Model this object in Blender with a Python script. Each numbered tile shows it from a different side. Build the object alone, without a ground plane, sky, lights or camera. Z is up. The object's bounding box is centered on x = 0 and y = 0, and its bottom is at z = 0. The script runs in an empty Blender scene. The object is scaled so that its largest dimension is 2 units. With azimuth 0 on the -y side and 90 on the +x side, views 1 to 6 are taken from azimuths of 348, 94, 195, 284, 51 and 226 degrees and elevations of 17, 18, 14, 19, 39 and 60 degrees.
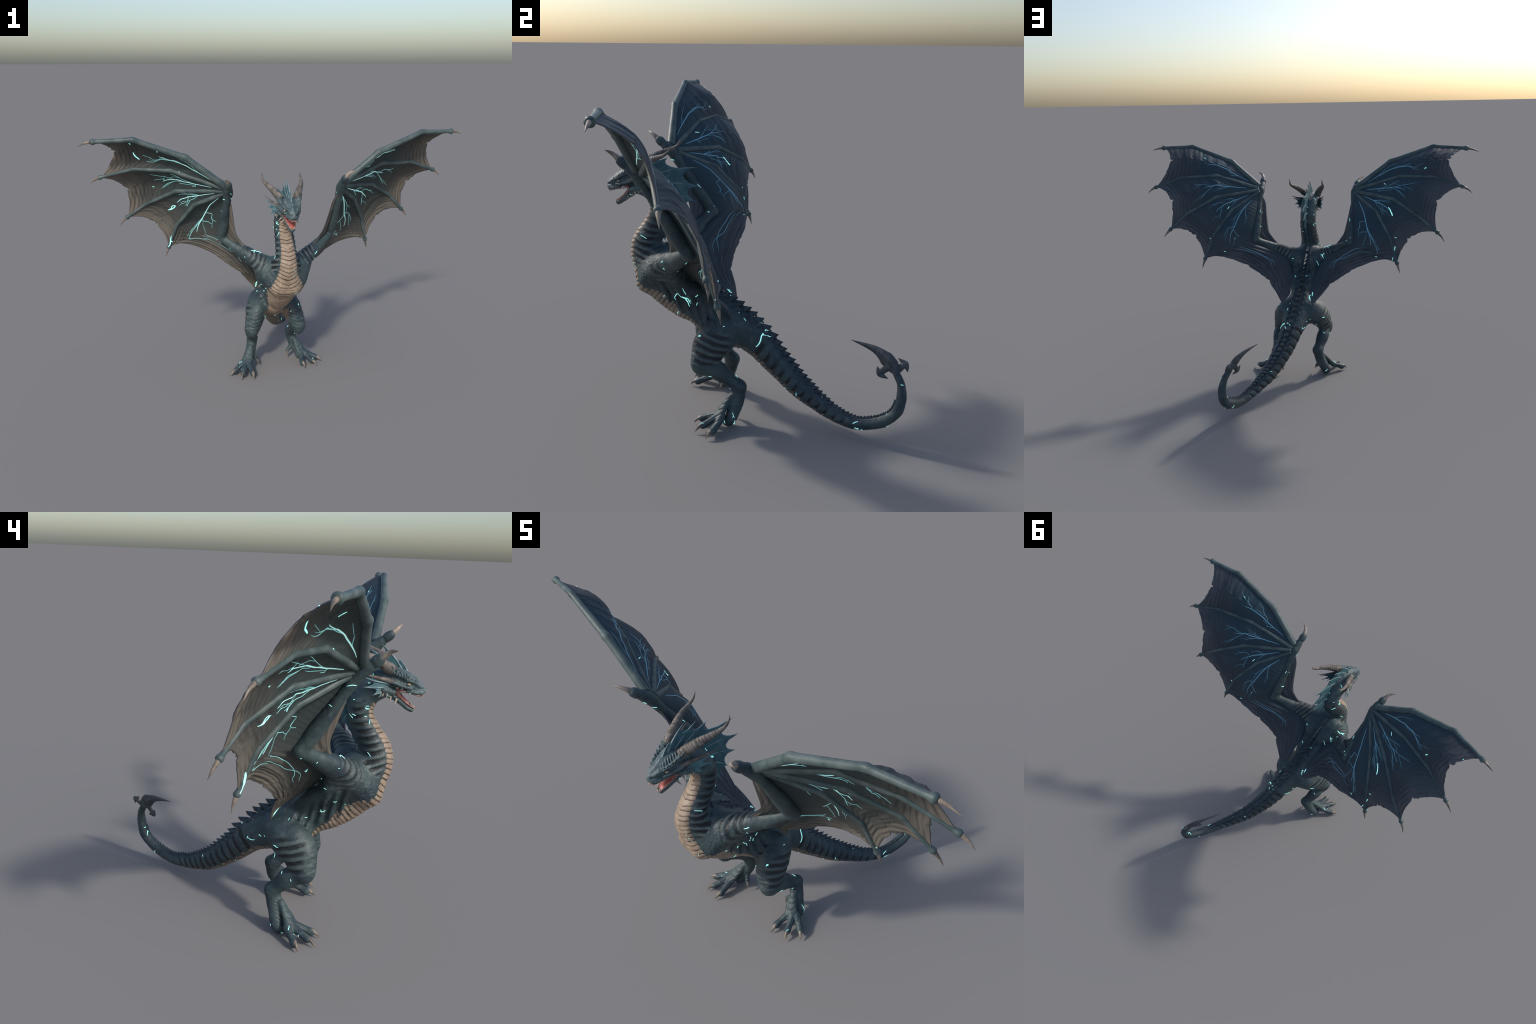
"""A dark teal winged dragon: one smooth body blended from limb and spine sweeps, with separate
plates, spines, horns, claws, wing fingers, wing membranes and glowing lightning veins."""
import bpy, math, random
import numpy as np
from mathutils import Vector
from mathutils.bvhtree import BVHTree

random.seed(7)
RNG = np.random.default_rng(7)
V = lambda *a: np.array(a, float)


# ------------------------------------------------------------------ small maths
def unit(v):
    v = np.asarray(v, float)
    return v / (np.linalg.norm(v, axis=-1, keepdims=True) + 1e-12)


def smooth(a, b, x):
    t = np.clip((x - a) / (b - a), 0, 1)
    return t * t * (3 - 2 * t)


def spline(nodes, n):
    """Catmull-Rom through rows of `nodes` (any number of columns), n samples, even in node index."""
    P = np.asarray(nodes, float)
    P = np.vstack([2 * P[0] - P[1], P, 2 * P[-1] - P[-2]])
    u = np.linspace(0, len(P) - 3, n)
    i = np.minimum(u.astype(int), len(P) - 4)
    t = (u - i)[:, None]
    a, b, c, d = P[i], P[i + 1], P[i + 2], P[i + 3]
    return 0.5 * (2 * b + (c - a) * t + (2 * a - 5 * b + 4 * c - d) * t**2 + (3 * b - a - 3 * c + d) * t**3)


def resample(pts, n):
    """Even arc-length resampling; returns points (extra columns are carried along)."""
    pts = np.asarray(pts, float)
    L = np.r_[0, np.cumsum(np.linalg.norm(np.diff(pts[:, :3], axis=0), axis=1))]
    s = np.linspace(0, L[-1], n)
    return np.stack([np.interp(s, L, pts[:, k]) for k in range(pts.shape[1])], 1)


def hash3(i, j, k, seed=0):
    h = (i * 374761393 + j * 668265263 + k * 2147483647 + seed * 1274126177) & 0xFFFFFFFF
    h = ((h ^ (h >> 13)) * 1274126177) & 0xFFFFFFFF
    return ((h ^ (h >> 16)) & 0xFFFF) / 65535.0


def noise3(p, seed=0):
    p = np.asarray(p, float)
    f = np.floor(p)
    i = f.astype(np.int64)
    t = p - f
    t = t * t * (3 - 2 * t)
    out = 0
    for dx in (0, 1):
        for dy in (0, 1):
            for dz in (0, 1):
                w = (t[:, 0] if dx else 1 - t[:, 0]) * (t[:, 1] if dy else 1 - t[:, 1]) * (t[:, 2] if dz else 1 - t[:, 2])
                out = out + w * hash3(i[:, 0] + dx, i[:, 1] + dy, i[:, 2] + dz, seed)
    return out * 2 - 1


def cells3(p, seed=0):
    """Distance to nearest jittered feature point (Worley), for scaly bumps."""
    p = np.asarray(p, float)
    i = np.floor(p).astype(np.int64)
    best = np.full(len(p), 9.0)
    for dx in (-1, 0, 1):
        for dy in (-1, 0, 1):
            for dz in (-1, 0, 1):
                c = i + (dx, dy, dz)
                q = c + np.stack([hash3(c[:, 0], c[:, 1], c[:, 2], seed + k) for k in (1, 2, 3)], 1)
                best = np.minimum(best, ((p - q) ** 2).sum(1))
    return np.sqrt(best)


# ------------------------------------------------------------------ implicit surface toolkit
class Field:
    """Narrow-band implicit field on a regular grid, blended with smooth unions, meshed by surface nets."""
    FAR = 0.06

    def __init__(self, lo, hi, h):
        self.lo, self.h = np.array(lo, float), h
        self.n = np.ceil((np.array(hi) - self.lo) / h).astype(int) + 1
        self.F = np.full(self.n, self.FAR, np.float32)

    def box(self, lo, hi):
        a = np.clip(np.floor((lo - self.lo) / self.h).astype(int), 0, self.n)
        b = np.clip(np.ceil((hi - self.lo) / self.h).astype(int) + 1, 0, self.n)
        return a, b

    def axes(self, a, b):
        return [(self.lo[k] + self.h * np.arange(a[k], b[k])).astype(np.float32) for k in range(3)]

    def chain(self, rows, up, k=0.02, per=6, cut=False):
        """Sweep of ellipse sections. rows: x y z side up down. `up`: reference for the section's up axis."""
        rows = np.asarray(rows, float)
        S = spline(rows, (len(rows) - 1) * per + 1)
        P, R = S[:, :3], np.maximum(S[:, 3:], 0.0008)
        m = R.max() + self.FAR
        A, B = self.box(P.min(0) - m, P.max(0) + m)
        if np.any(B <= A):
            return
        G = np.full(B - A, self.FAR, np.float32)
        up = np.broadcast_to(np.asarray(up, float), P.shape)
        for i in range(len(P) - 1):
            p, q = P[i], P[i + 1]
            d = q - p
            L = np.linalg.norm(d)
            if L < 1e-7:
                continue
            d /= L
            u = up[i] - d * (up[i] @ d)
            u /= np.linalg.norm(u) + 1e-9
            s = np.cross(d, u)
            mr = max(R[i].max(), R[i + 1].max()) + self.FAR * 0.8
            a, b = self.box(np.minimum(p, q) - mr, np.maximum(p, q) + mr)
            a, b = np.maximum(a, A), np.minimum(b, B)
            if np.any(b <= a):
                continue
            X, Y, Z = self.axes(a, b)
            X, Y, Z = X[:, None, None] - p[0], Y[None, :, None] - p[1], Z[None, None, :] - p[2]
            w = X * d[0] + Y * d[1] + Z * d[2]
            t = np.clip(w / L, 0, 1)
            cu = X * u[0] + Y * u[1] + Z * u[2]
            cs = X * s[0] + Y * s[1] + Z * s[2]
            cw = w - t * L
            rs = R[i, 0] + (R[i + 1, 0] - R[i, 0]) * t
            ru = R[i, 1] + (R[i + 1, 1] - R[i, 1]) * t
            rd = R[i, 2] + (R[i + 1, 2] - R[i, 2]) * t
            rv = np.where(cu > 0, ru, rd)
            e = np.sqrt((cs / rs) ** 2 + (cu / rv) ** 2 + (cw / np.minimum(rs, rv)) ** 2) + 1e-6
            D = np.sqrt(cs**2 + cu**2 + cw**2)
            f = D * (1 - 1 / e)  # distance along the centre ray
            f = np.maximum(f, -np.minimum(rs, rv))
            sl = tuple(slice(a[j] - A[j], b[j] - A[j]) for j in range(3))
            np.minimum(G[sl], f, out=G[sl])
        sl = tuple(slice(A[j], B[j]) for j in range(3))
        M = self.F[sl]
        if cut:
            G = -G
            hh = np.maximum(k - np.abs(M - G), 0) / k
            self.F[sl] = np.maximum(M, G) + hh * hh * k * 0.25
        else:
            hh = np.maximum(k - np.abs(M - G), 0) / k
            self.F[sl] = np.minimum(M, G) - hh * hh * k * 0.25

    def mesh(self, relax=3):
        F, n = self.F, self.n
        ins = F < 0
        cnt = np.zeros(n - 1, np.int8)
        for dx in (0, 1):
            for dy in (0, 1):
                for dz in (0, 1):
                    cnt += ins[dx:n[0] - 1 + dx, dy:n[1] - 1 + dy, dz:n[2] - 1 + dz]
        act = np.flatnonzero((cnt > 0) & (cnt < 8))
        c = np.stack(np.unravel_index(act, n - 1), 1)
        corner = np.array([(x, y, z) for x in (0, 1) for y in (0, 1) for z in (0, 1)])
        val = np.stack([F[c[:, 0] + k[0], c[:, 1] + k[1], c[:, 2] + k[2]] for k in corner], 1)
        acc, num = np.zeros((len(c), 3)), np.zeros(len(c))
        for a in range(8):
            for b in range(a + 1, 8):
                if np.abs(corner[a] - corner[b]).sum() != 1:
                    continue
                m = (val[:, a] < 0) != (val[:, b] < 0)
                t = val[m, a] / (val[m, a] - val[m, b])
                acc[m] += corner[a] + t[:, None] * (corner[b] - corner[a])
                num[m] += 1
        P = self.lo + self.h * (c + acc / num[:, None])
        quads = []
        for ax in range(3):
            o = [k for k in range(3) if k != ax]
            lo, hi = [slice(None)] * 3, [slice(None)] * 3
            lo[ax], hi[ax] = slice(0, n[ax] - 1), slice(1, n[ax])
            e = np.argwhere(ins[tuple(lo)] != ins[tuple(hi)])
            ok = np.all(e[:, o] > 0, 1) & (e[:, o[0]] < n[o[0]] - 1) & (e[:, o[1]] < n[o[1]] - 1)
            e = e[ok]
            ids = []
            for da, db in ((0, 0), (1, 0), (1, 1), (0, 1)):
                q = e.copy()
                q[:, o[0]] -= da
                q[:, o[1]] -= db
                ids.append(np.searchsorted(act, np.ravel_multi_index(tuple(q.T), n - 1)))
            Q = np.stack(ids, 1)
            flip = ins[tuple(e.T)] != (ax == 1)
            Q[flip] = Q[flip][:, ::-1]
            quads.append(Q)
        Q = np.vstack(quads)[:, ::-1]
        P = relaxed(P, Q, relax)
        return P, Q


def relaxed(P, Q, n):
    if n:
        E = np.vstack([Q[:, [0, 1]], Q[:, [1, 2]], Q[:, [2, 3]], Q[:, [3, 0]]])
        E = np.vstack([E, E[:, ::-1]])
        cnt = np.bincount(E[:, 0], minlength=len(P))[:, None] + 1e-9
        for it in range(2 * n):
            avg = np.stack([np.bincount(E[:, 0], P[E[:, 1], k], len(P)) for k in range(3)], 1) / cnt
            P = P + (0.5 if it % 2 == 0 else -0.52) * (avg - P)
    return P


def normals_of(P, Q):
    a, b, c = P[Q[:, 0]], P[Q[:, 1]], P[Q[:, 2]]
    d = P[Q[:, 3]] if Q.shape[1] == 4 else P[Q[:, 2]]
    fn = np.cross(c - a, d - b) if Q.shape[1] == 4 else np.cross(b - a, c - a)
    N = np.zeros_like(P)
    for j in range(Q.shape[1]):
        for k in range(3):
            N[:, k] += np.bincount(Q[:, j], fn[:, k], len(P))
    return unit(N)


# ------------------------------------------------------------------ objects
ROOT = bpy.data.objects.new("dragon", None)
ROOT["label"] = "dark teal winged dragon with lightning veins, curved horns and striped tail"
ROOT["category"] = "dragon"
bpy.context.scene.collection.objects.link(ROOT)


def add_mesh(name, P, faces, mat, parent=ROOT, normals=None, origin=None, flat=False, mats=None, slots=None):
    me = bpy.data.meshes.new(name)
    P = np.asarray(P, float)
    if origin is not None:
        P = P - np.asarray(origin)
    me.from_pydata(P.tolist(), [], faces.tolist() if hasattr(faces, "tolist") else faces)
    for m in (mats or [mat]):
        me.materials.append(m)
    if slots is not None:
        me.polygons.foreach_set("material_index", np.asarray(slots, np.int32))
    me.polygons.foreach_set("use_smooth", np.full(len(me.polygons), not flat))
    me.update()
    if normals is not None:
        me.normals_split_custom_set_from_vertices(np.asarray(normals).tolist())
    ob = bpy.data.objects.new(name, me)
    ob.parent = parent
    if origin is not None:
        ob.location = origin
    bpy.context.scene.collection.objects.link(ob)
    return ob


def frames(P, ref):
    T = np.gradient(P, axis=0)
    T = unit(T)
    ref = np.broadcast_to(np.asarray(ref, float), P.shape)
    U = unit(ref - T * (ref * T).sum(1, keepdims=True))
    return T, U, np.cross(T, U)


def tube(P, ru, rs=None, ref=(0, 0, 1), seg=14, cap=True, shape=None):
    """Loft an ellipse of radii ru (along ref) and rs along points P. shape(angle, i) scales the radius."""
    P = np.asarray(P, float)
    ru = np.broadcast_to(ru, len(P))
    rs = ru if rs is None else np.broadcast_to(rs, len(P))
    T, U, S = frames(P, ref)
    a = np.linspace(0, 2 * np.pi, seg, endpoint=False)
    k = np.ones((len(P), seg)) if shape is None else shape(a[None, :], np.arange(len(P))[:, None])
    X = P[:, None] + (k * np.cos(a)[None] * ru[:, None])[..., None] * U[:, None] + (k * np.sin(a)[None] * rs[:, None])[..., None] * S[:, None]
    n = len(P)
    F = []
    for i in range(n - 1):
        for j in range(seg):
            F.append((i * seg + j, i * seg + (j + 1) % seg, (i + 1) * seg + (j + 1) % seg, (i + 1) * seg + j))
    X = X.reshape(-1, 3)
    if cap:
        F.append(tuple(range(seg))[::-1])
        F.append(tuple((n - 1) * seg + j for j in range(seg)))
    return X, F


def join(parts):
    P, F, o = [], [], 0
    for p, f in parts:
        P.append(p)
        F += [tuple(i + o for i in q) for q in f]
        o += len(p)
    return np.vstack(P), F


# ------------------------------------------------------------------ materials
class Nodes:
    def __init__(self, name, rough=0.55, spec=0.35):
        self.m = bpy.data.materials.new(name)
        self.m.use_nodes = True
        self.t = self.m.node_tree
        self.b = self.t.nodes["Principled BSDF"]
        self.b.inputs["Roughness"].default_value = rough
        self.b.inputs["Specular IOR Level"].default_value = spec
        self.co = self.t.nodes.new("ShaderNodeTexCoord").outputs["Object"]
        sp = self.t.nodes.new("ShaderNodeSeparateXYZ")
        self.t.links.new(self.co, sp.inputs[0])
        self.x, self.y, self.z = sp.outputs

    def put(self, sock, v):
        if hasattr(v, "links") or hasattr(v, "is_linked"):
            self.t.links.new(v, sock)
        else:
            sock.default_value = v

    def math(self, op, *v, clamp=False):
        n = self.t.nodes.new("ShaderNodeMath")
        n.operation, n.use_clamp = op, clamp
        for s, x in zip(n.inputs, v):
            self.put(s, x)
        return n.outputs[0]

    def ramp(self, x, a, b, lo=0.0, hi=1.0):
        n = self.t.nodes.new("ShaderNodeMapRange")
        n.interpolation_type = "SMOOTHSTEP"
        for s, v in zip(n.inputs, (x, a, b, lo, hi)):
            self.put(s, v)
        return n.outputs[0]

    def noise(self, scale, detail=3.0, vec=None, rough=0.55):
        n = self.t.nodes.new("ShaderNodeTexNoise")
        self.put(n.inputs["Vector"], self.co if vec is None else vec)
        n.inputs["Scale"].default_value, n.inputs["Detail"].default_value, n.inputs["Roughness"].default_value = scale, detail, rough
        return n.outputs[0]

    def wobble(self, scale, amount, to):
        return self.math("MULTIPLY_ADD", self.math("SUBTRACT", self.noise(scale, 1.0), 0.5), amount, to)

    def cells(self, scale, vec=None):
        n = self.t.nodes.new("ShaderNodeTexVoronoi")
        self.put(n.inputs["Vector"], self.co if vec is None else vec)
        n.inputs["Scale"].default_value = scale
        return n.outputs["Distance"]

    def mix(self, f, a, b):
        n = self.t.nodes.new("ShaderNodeMix")
        n.data_type = "RGBA"
        self.put(n.inputs[0], f)
        for s, c in ((n.inputs[6], a), (n.inputs[7], b)):
            self.put(s, c if hasattr(c, "is_linked") else (*c, 1.0))
        return n.outputs[2]

    def curve(self, x, pts):
        """Piecewise curve y(x) as a Float Curve node; pts in [0,1]x[0,1] after mapping by the caller."""
        n = self.t.nodes.new("ShaderNodeFloatCurve")
        c = n.mapping.curves[0]
        while len(c.points) < len(pts):
            c.points.new(0.5, 0.5)
        for p, q in zip(c.points, pts):
            p.location = q
        n.mapping.update()
        self.put(n.inputs["Value"], x)
        return n.outputs[0]

    def dot(self, v):
        a = self.math("MULTIPLY", self.x, v[0])
        b = self.math("MULTIPLY_ADD", self.y, v[1], a)
        return self.math("MULTIPLY_ADD", self.z, v[2], b)

    def bump(self, h, strength=0.3, dist=0.002):
        n = self.t.nodes.new("ShaderNodeBump")
        n.inputs["Strength"].default_value, n.inputs["Distance"].default_value = strength, dist
        self.put(n.inputs["Height"], h)
        self.put(self.b.inputs["Normal"], n.outputs[0])

    def color(self, c):
        self.put(self.b.inputs["Base Color"], c if hasattr(c, "is_linked") else (*c, 1.0))
        return self.m

    def prop(self, name):
        n = self.t.nodes.new("ShaderNodeAttribute")
        n.attribute_type, n.attribute_name = "OBJECT", f'["{name}"]'
        return n.outputs["Fac"]


TEAL, TEAL2, NAVY, INK = (0.050, 0.077, 0.080), (0.100, 0.132, 0.130), (0.026, 0.043, 0.054), (0.010, 0.011, 0.013)
TAN, TAN2 = (0.30, 0.225, 0.165), (0.19, 0.145, 0.112)
GLOW = (0.40, 0.95, 0.90)

# stripe laws shared by relief and colour: direction in (y, z), origin, spacing
TAIL_DIR = unit(V(0.0, 0.80, -0.60))
TAIL_W0, TAIL_W1, TAIL_N = -0.315, 0.315, 15.0
NECK_STEP = 0.0290
RIB_DIR = unit(V(0.0, 0.86, 0.20))
RIB_STEP = 0.034
FOLD_DIR = unit(V(0, .75, -.66))
TORSO_C, TORSO_VENTRAL = V(0, -0.32, 0.55), unit(V(0, -0.66, -0.75))


def skin(name, stripes):
    m = Nodes(name, 0.5, 0.4)
    big = m.noise(9.0, 4.0)
    base = m.mix(m.ramp(big, 0.35, 0.7), NAVY, TEAL)
    base = m.mix(m.ramp(m.noise(38.0, 3.0), 0.5, 0.8, 0.0, 0.5), base, TEAL2)
    ax = m.math("ABSOLUTE", m.x)
    PAINTED_HIGHLIGHT = (0.135, 0.160, 0.155)  # lightened skin tone, painting lit ridges between the stripes
    if stripes == "neck":
        w = m.math("MULTIPLY_ADD", m.y, 0.25, m.z)
        w = m.wobble(22.0, 0.010, w)
        s = m.math("SINE", m.math("MULTIPLY", w, 2 * math.pi / NECK_STEP))
        rr = m.curve(m.z, [(0, .09), (.66, .094), (.688, .078), (.718, .066), (.752, .059), (.79, .055), (.88, .051), (1, .048)])
        f = m.math("MULTIPLY", m.ramp(s, -0.55, 0.5), m.ramp(m.math("DIVIDE", ax, rr), 0.70, 0.95))
        f = m.math("MULTIPLY", f, m.math("MULTIPLY", m.ramp(m.z, 0.645, 0.69), m.ramp(m.z, 0.955, 0.92)))
        g = m.math("MULTIPLY", m.ramp(s, -0.2, -0.95), m.math("MULTIPLY", m.ramp(m.math("DIVIDE", ax, rr), 0.60, 0.85), m.ramp(m.y, -0.42, -0.47)))
        base = m.mix(m.math("MULTIPLY", g, 0.6), base, PAINTED_HIGHLIGHT)
        base = m.mix(m.math("MULTIPLY", f, 0.92), base, INK)
    elif stripes == "tail":
        w = m.wobble(16.0, 0.012, m.dot(TAIL_DIR))
        q = m.math("DIVIDE", m.math("SUBTRACT", w, TAIL_W0), TAIL_W1 - TAIL_W0, clamp=True)
        ph = m.math("MULTIPLY", m.math("POWER", q, 1.25), TAIL_N * 2 * math.pi)
        s = m.math("SINE", ph)
        yy = m.math("MULTIPLY_ADD", m.y, 1.0, 0.15)
        xc = m.curve(yy, [(0, 0), (0.15, 0.02), (0.23, 0.058), (0.345, 0.107), (0.44, 0.157), (0.51, 0.191), (0.586, 0.219), (0.68, 0.244), (1, 0.25)])
        rr = m.curve(yy, [(0, 0.09), (0.15, 0.062), (0.23, 0.051), (0.345, 0.042), (0.44, 0.032), (0.51, 0.027), (0.60, 0.024), (1, 0.02)])
        lat = m.math("DIVIDE", m.math("ABSOLUTE", m.math("SUBTRACT", m.x, xc)), rr)
        f = m.math("MULTIPLY", m.ramp(s, 0.0, 0.8), m.ramp(lat, 0.45, 0.80))
        f = m.math("MULTIPLY", f, m.math("MULTIPLY", m.ramp(q, 0.06, 0.14), m.ramp(q, 0.99, 0.86)))
        base = m.mix(m.math("MULTIPLY", f, 0.9), base, INK)
    elif stripes == "torso":
        w = m.wobble(18.0, 0.014, m.dot(RIB_DIR))
        s = m.math("SINE", m.math("MULTIPLY", w, 2 * math.pi / RIB_STEP))
        q = m.math("SUBTRACT", m.dot(TORSO_VENTRAL), float(TORSO_VENTRAL @ TORSO_C))
        f = m.math("MULTIPLY", m.ramp(s, 0.1, 0.9), m.ramp(ax, 0.06, 0.085))
        f = m.math("MULTIPLY", f, m.math("MULTIPLY", m.ramp(m.y, -0.42, -0.36), m.ramp(m.y, -0.15, -0.22)))
        f = m.math("MULTIPLY", f, m.math("MULTIPLY", m.ramp(q, -0.05, 0.0), m.ramp(q, 0.10, 0.05)))
        base = m.mix(m.math("MULTIPLY", f, 0.6), base, INK)
        fz = m.math("ADD", m.math("MULTIPLY_ADD", ax, -0.55, q), m.math("MULTIPLY_ADD", m.noise(40.0, 2.0), 0.03, -0.015))
        fo = m.math("MULTIPLY_ADD", ax, 0.55, m.math("SUBTRACT", m.dot(FOLD_DIR), float(FOLD_DIR @ TORSO_C)))
        fo = m.math("FRACT", m.math("DIVIDE", fo, 0.0155))
        belly = m.mix(m.ramp(fo, 0.30, 0.02), (0.255, 0.195, 0.145), (0.10, 0.076, 0.060))
        base = m.mix(m.ramp(fz, 0.035, 0.065), base, belly)
    elif stripes == "leg":
        w = m.math("MULTIPLY_ADD", m.y, 0.35, m.z)
        w = m.wobble(20.0, 0.010, w)
        s = m.math("SINE", m.math("MULTIPLY", w, 2 * math.pi / 0.034))
        f = m.math("MULTIPLY", m.ramp(s, -0.4, 0.6), m.math("MULTIPLY", m.ramp(ax, 0.125, 0.150), m.ramp(m.y, -0.262, -0.235)))
        f = m.math("MULTIPLY", f, m.math("MULTIPLY", m.ramp(m.z, 0.262, 0.29), m.ramp(m.z, 0.43, 0.40)))
        g = m.math("MULTIPLY", m.ramp(s, 0.0, -0.9), m.math("MULTIPLY", m.ramp(ax, 0.125, 0.150), m.math("MULTIPLY", m.ramp(m.z, 0.262, 0.29), m.ramp(m.z, 0.43, 0.40))))
        base = m.mix(m.math("MULTIPLY", g, 0.3), base, PAINTED_HIGHLIGHT)
        base = m.mix(m.math("MULTIPLY", f, 0.85), base, INK)
        inner = m.math("MULTIPLY", m.ramp(ax, 0.085, 0.062), m.math("MULTIPLY", m.ramp(m.z, 0.21, 0.26), m.ramp(m.z, 0.40, 0.36)))
        base = m.mix(m.math("MULTIPLY", inner, 0.8), base, TAN2)
    elif stripes == "arm":
        w = m.math("MULTIPLY_ADD", m.z, 0.55, ax)
        w = m.wobble(18.0, 0.010, w)
        s = m.math("SINE", m.math("MULTIPLY", w, 2 * math.pi / 0.026))
        f = m.math("MULTIPLY", m.ramp(s, -0.1, 0.8), m.math("MULTIPLY", m.ramp(ax, 0.085, 0.10), m.ramp(ax, 0.19, 0.16)))
        f = m.math("MULTIPLY", f, m.ramp(m.z, 0.66, 0.70))
        g = m.math("MULTIPLY", m.ramp(s, 0.0, -0.9), m.math("MULTIPLY", m.ramp(ax, 0.085, 0.10), m.ramp(ax, 0.20, 0.15)))
        base = m.mix(m.math("MULTIPLY", g, m.ramp(m.noise(30.0, 2.0), 0.3, 0.8)), base, PAINTED_HIGHLIGHT)
        base = m.mix(m.math("MULTIPLY", f, 0.75), base, INK)
    elif stripes == "head":
        base = m.mix(m.ramp(m.noise(45.0, 4.0), 0.36, 0.74), (0.052, 0.082, 0.090), (0.100, 0.142, 0.150))
    m.bump(m.math("MULTIPLY_ADD", m.cells(210.0), 0.8, m.noise(120.0, 3.0)), 0.5, 0.0016)
    return m.color(base)


def plain(name, a, b, scale=30.0, rough=0.5, bump=0.25, cells=0.0):
    m = Nodes(name, rough, 0.35)
    c = m.mix(m.ramp(m.noise(scale, 4.0), 0.35, 0.68), a, b)
    m.bump(m.noise(scale * 4, 3.0) if not cells else m.cells(cells), bump, 0.0015)
    return m.color(c)


def membrane(name, inner, mid, outer, dark):
    """Concentric folds about the scallop's centre, which is the panel's origin."""
    m = Nodes(name, 0.55, 0.25)
    ln = m.t.nodes.new("ShaderNodeVectorMath")
    ln.operation = "LENGTH"
    m.t.links.new(m.co, ln.inputs[0])
    d = m.math("SUBTRACT", ln.outputs["Value"], m.prop("edge_radius"))
    wob = m.math("MULTIPLY_ADD", m.noise(7.0, 3.0), 0.16, d)
    wob = m.math("SUBTRACT", wob, 0.08)
    c = m.mix(m.ramp(wob, -0.01, 0.10), outer, mid)
    c = m.mix(m.ramp(wob, 0.10, 0.22), c, inner)
    fold = m.math("SINE", m.math("MULTIPLY_ADD", m.noise(6.0, 2.0), 11.0, m.math("MULTIPLY", d, 2 * math.pi / 0.021)))
    f = m.math("MULTIPLY", m.ramp(fold, -0.2, 0.95), m.math("MULTIPLY", m.ramp(d, 0.22, 0.06), m.ramp(m.noise(9.0, 2.0), 0.36, 0.62)))
    c = m.mix(m.math("MULTIPLY", f, 0.6), c, dark)
    m.bump(m.math("ADD", m.noise(60.0, 4.0), m.math("MULTIPLY", fold, 0.4)), 0.3, 0.002)
    tr = m.t.nodes.new("ShaderNodeBsdfTranslucent")
    m.put(tr.inputs[0], c)
    mx = m.t.nodes.new("ShaderNodeMixShader")
    mx.inputs[0].default_value = 0.08
    m.t.links.new(m.b.outputs[0], mx.inputs[1])
    m.t.links.new(tr.outputs[0], mx.inputs[2])
    m.t.links.new(mx.outputs[0], m.t.nodes["Material Output"].inputs[0])
    return m.color(c)


def glow(name, col, strength):
    m = Nodes(name, 0.4, 0.3)
    m.b.inputs["Emission Color"].default_value = (*col, 1)
    m.b.inputs["Emission Strength"].default_value = strength
    return m.color(col)


MAT = {k: skin("skin_" + k, k) for k in ("neck", "torso", "tail", "leg", "arm", "head")}
MAT["finger"] = plain("finger_skin", TEAL, TEAL2, 14.0, 0.45, 0.25, 300.0)
MAT["plate"] = plain("belly_plate", (0.235, 0.178, 0.132), (0.33, 0.255, 0.19), 35.0, 0.5, 0.2)
MAT["plate_seam"] = plain("plate_seam", (0.060, 0.046, 0.036), (0.10, 0.075, 0.058), 35.0, 0.6, 0.2)
MAT["tail_plate"] = plain("under_tail_plate", (0.15, 0.122, 0.102), (0.235, 0.185, 0.150), 35.0, 0.55, 0.2)
MAT["scute"] = plain("dorsal_scute", (0.024, 0.038, 0.050), (0.050, 0.068, 0.080), 40.0, 0.5, 0.3)
MAT["horn"] = plain("horn", (0.085, 0.076, 0.068), (0.190, 0.165, 0.146), 45.0, 0.6, 0.5)
MAT["claw"] = plain("claw", (0.10, 0.085, 0.072), (0.27, 0.22, 0.175), 28.0, 0.35, 0.15)
MAT["thumb_claw"] = plain("thumb_claw", (0.17, 0.14, 0.115), (0.40, 0.33, 0.27), 28.0, 0.35, 0.15)
MAT["spike"] = plain("bone_spike", (0.22, 0.19, 0.16), (0.48, 0.40, 0.32), 60.0, 0.45, 0.15)
MAT["crest"] = plain("crest_fin", (0.050, 0.125, 0.150), (0.085, 0.185, 0.205), 30.0, 0.45, 0.3)
MAT["ray"] = plain("crest_ray", (0.12, 0.19, 0.21), (0.25, 0.33, 0.34), 40.0, 0.45, 0.2)
MAT["mouth"] = plain("mouth_flesh", (0.32, 0.075, 0.065), (0.46, 0.12, 0.10), 60.0, 0.35, 0.2)
MAT["tooth"] = plain("tooth", (0.48, 0.38, 0.29), (0.62, 0.52, 0.42), 60.0, 0.35, 0.05)
MAT["lip"] = plain("lip", (0.17, 0.10, 0.085), (0.28, 0.18, 0.15), 60.0, 0.4, 0.1)
MAT["eye"] = plain("eye", (0.50, 0.36, 0.22), (0.72, 0.56, 0.38), 200.0, 0.15, 0.0)
MAT["pupil"] = plain("pupil", (0.01, 0.01, 0.01), (0.015, 0.012, 0.01), 60.0, 0.2, 0.0)
MAT["blade"] = plain("tail_blade", (0.040, 0.050, 0.062), (0.085, 0.088, 0.095), 40.0, 0.5, 0.4)
MAT["under"] = membrane("membrane_underside", (0.047, 0.062, 0.063), (0.076, 0.080, 0.075), (0.165, 0.146, 0.124), (0.035, 0.036, 0.035))
MAT["upper"] = membrane("membrane_upperside", (0.032, 0.056, 0.074), (0.052, 0.064, 0.077), (0.104, 0.104, 0.113), (0.032, 0.038, 0.048))
MAT["glow"] = glow("lightning_glow", GLOW, 0.75)
MAT["vein_under"] = glow("lightning_vein_pale", (0.26, 0.62, 0.62), 0.32)
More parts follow.
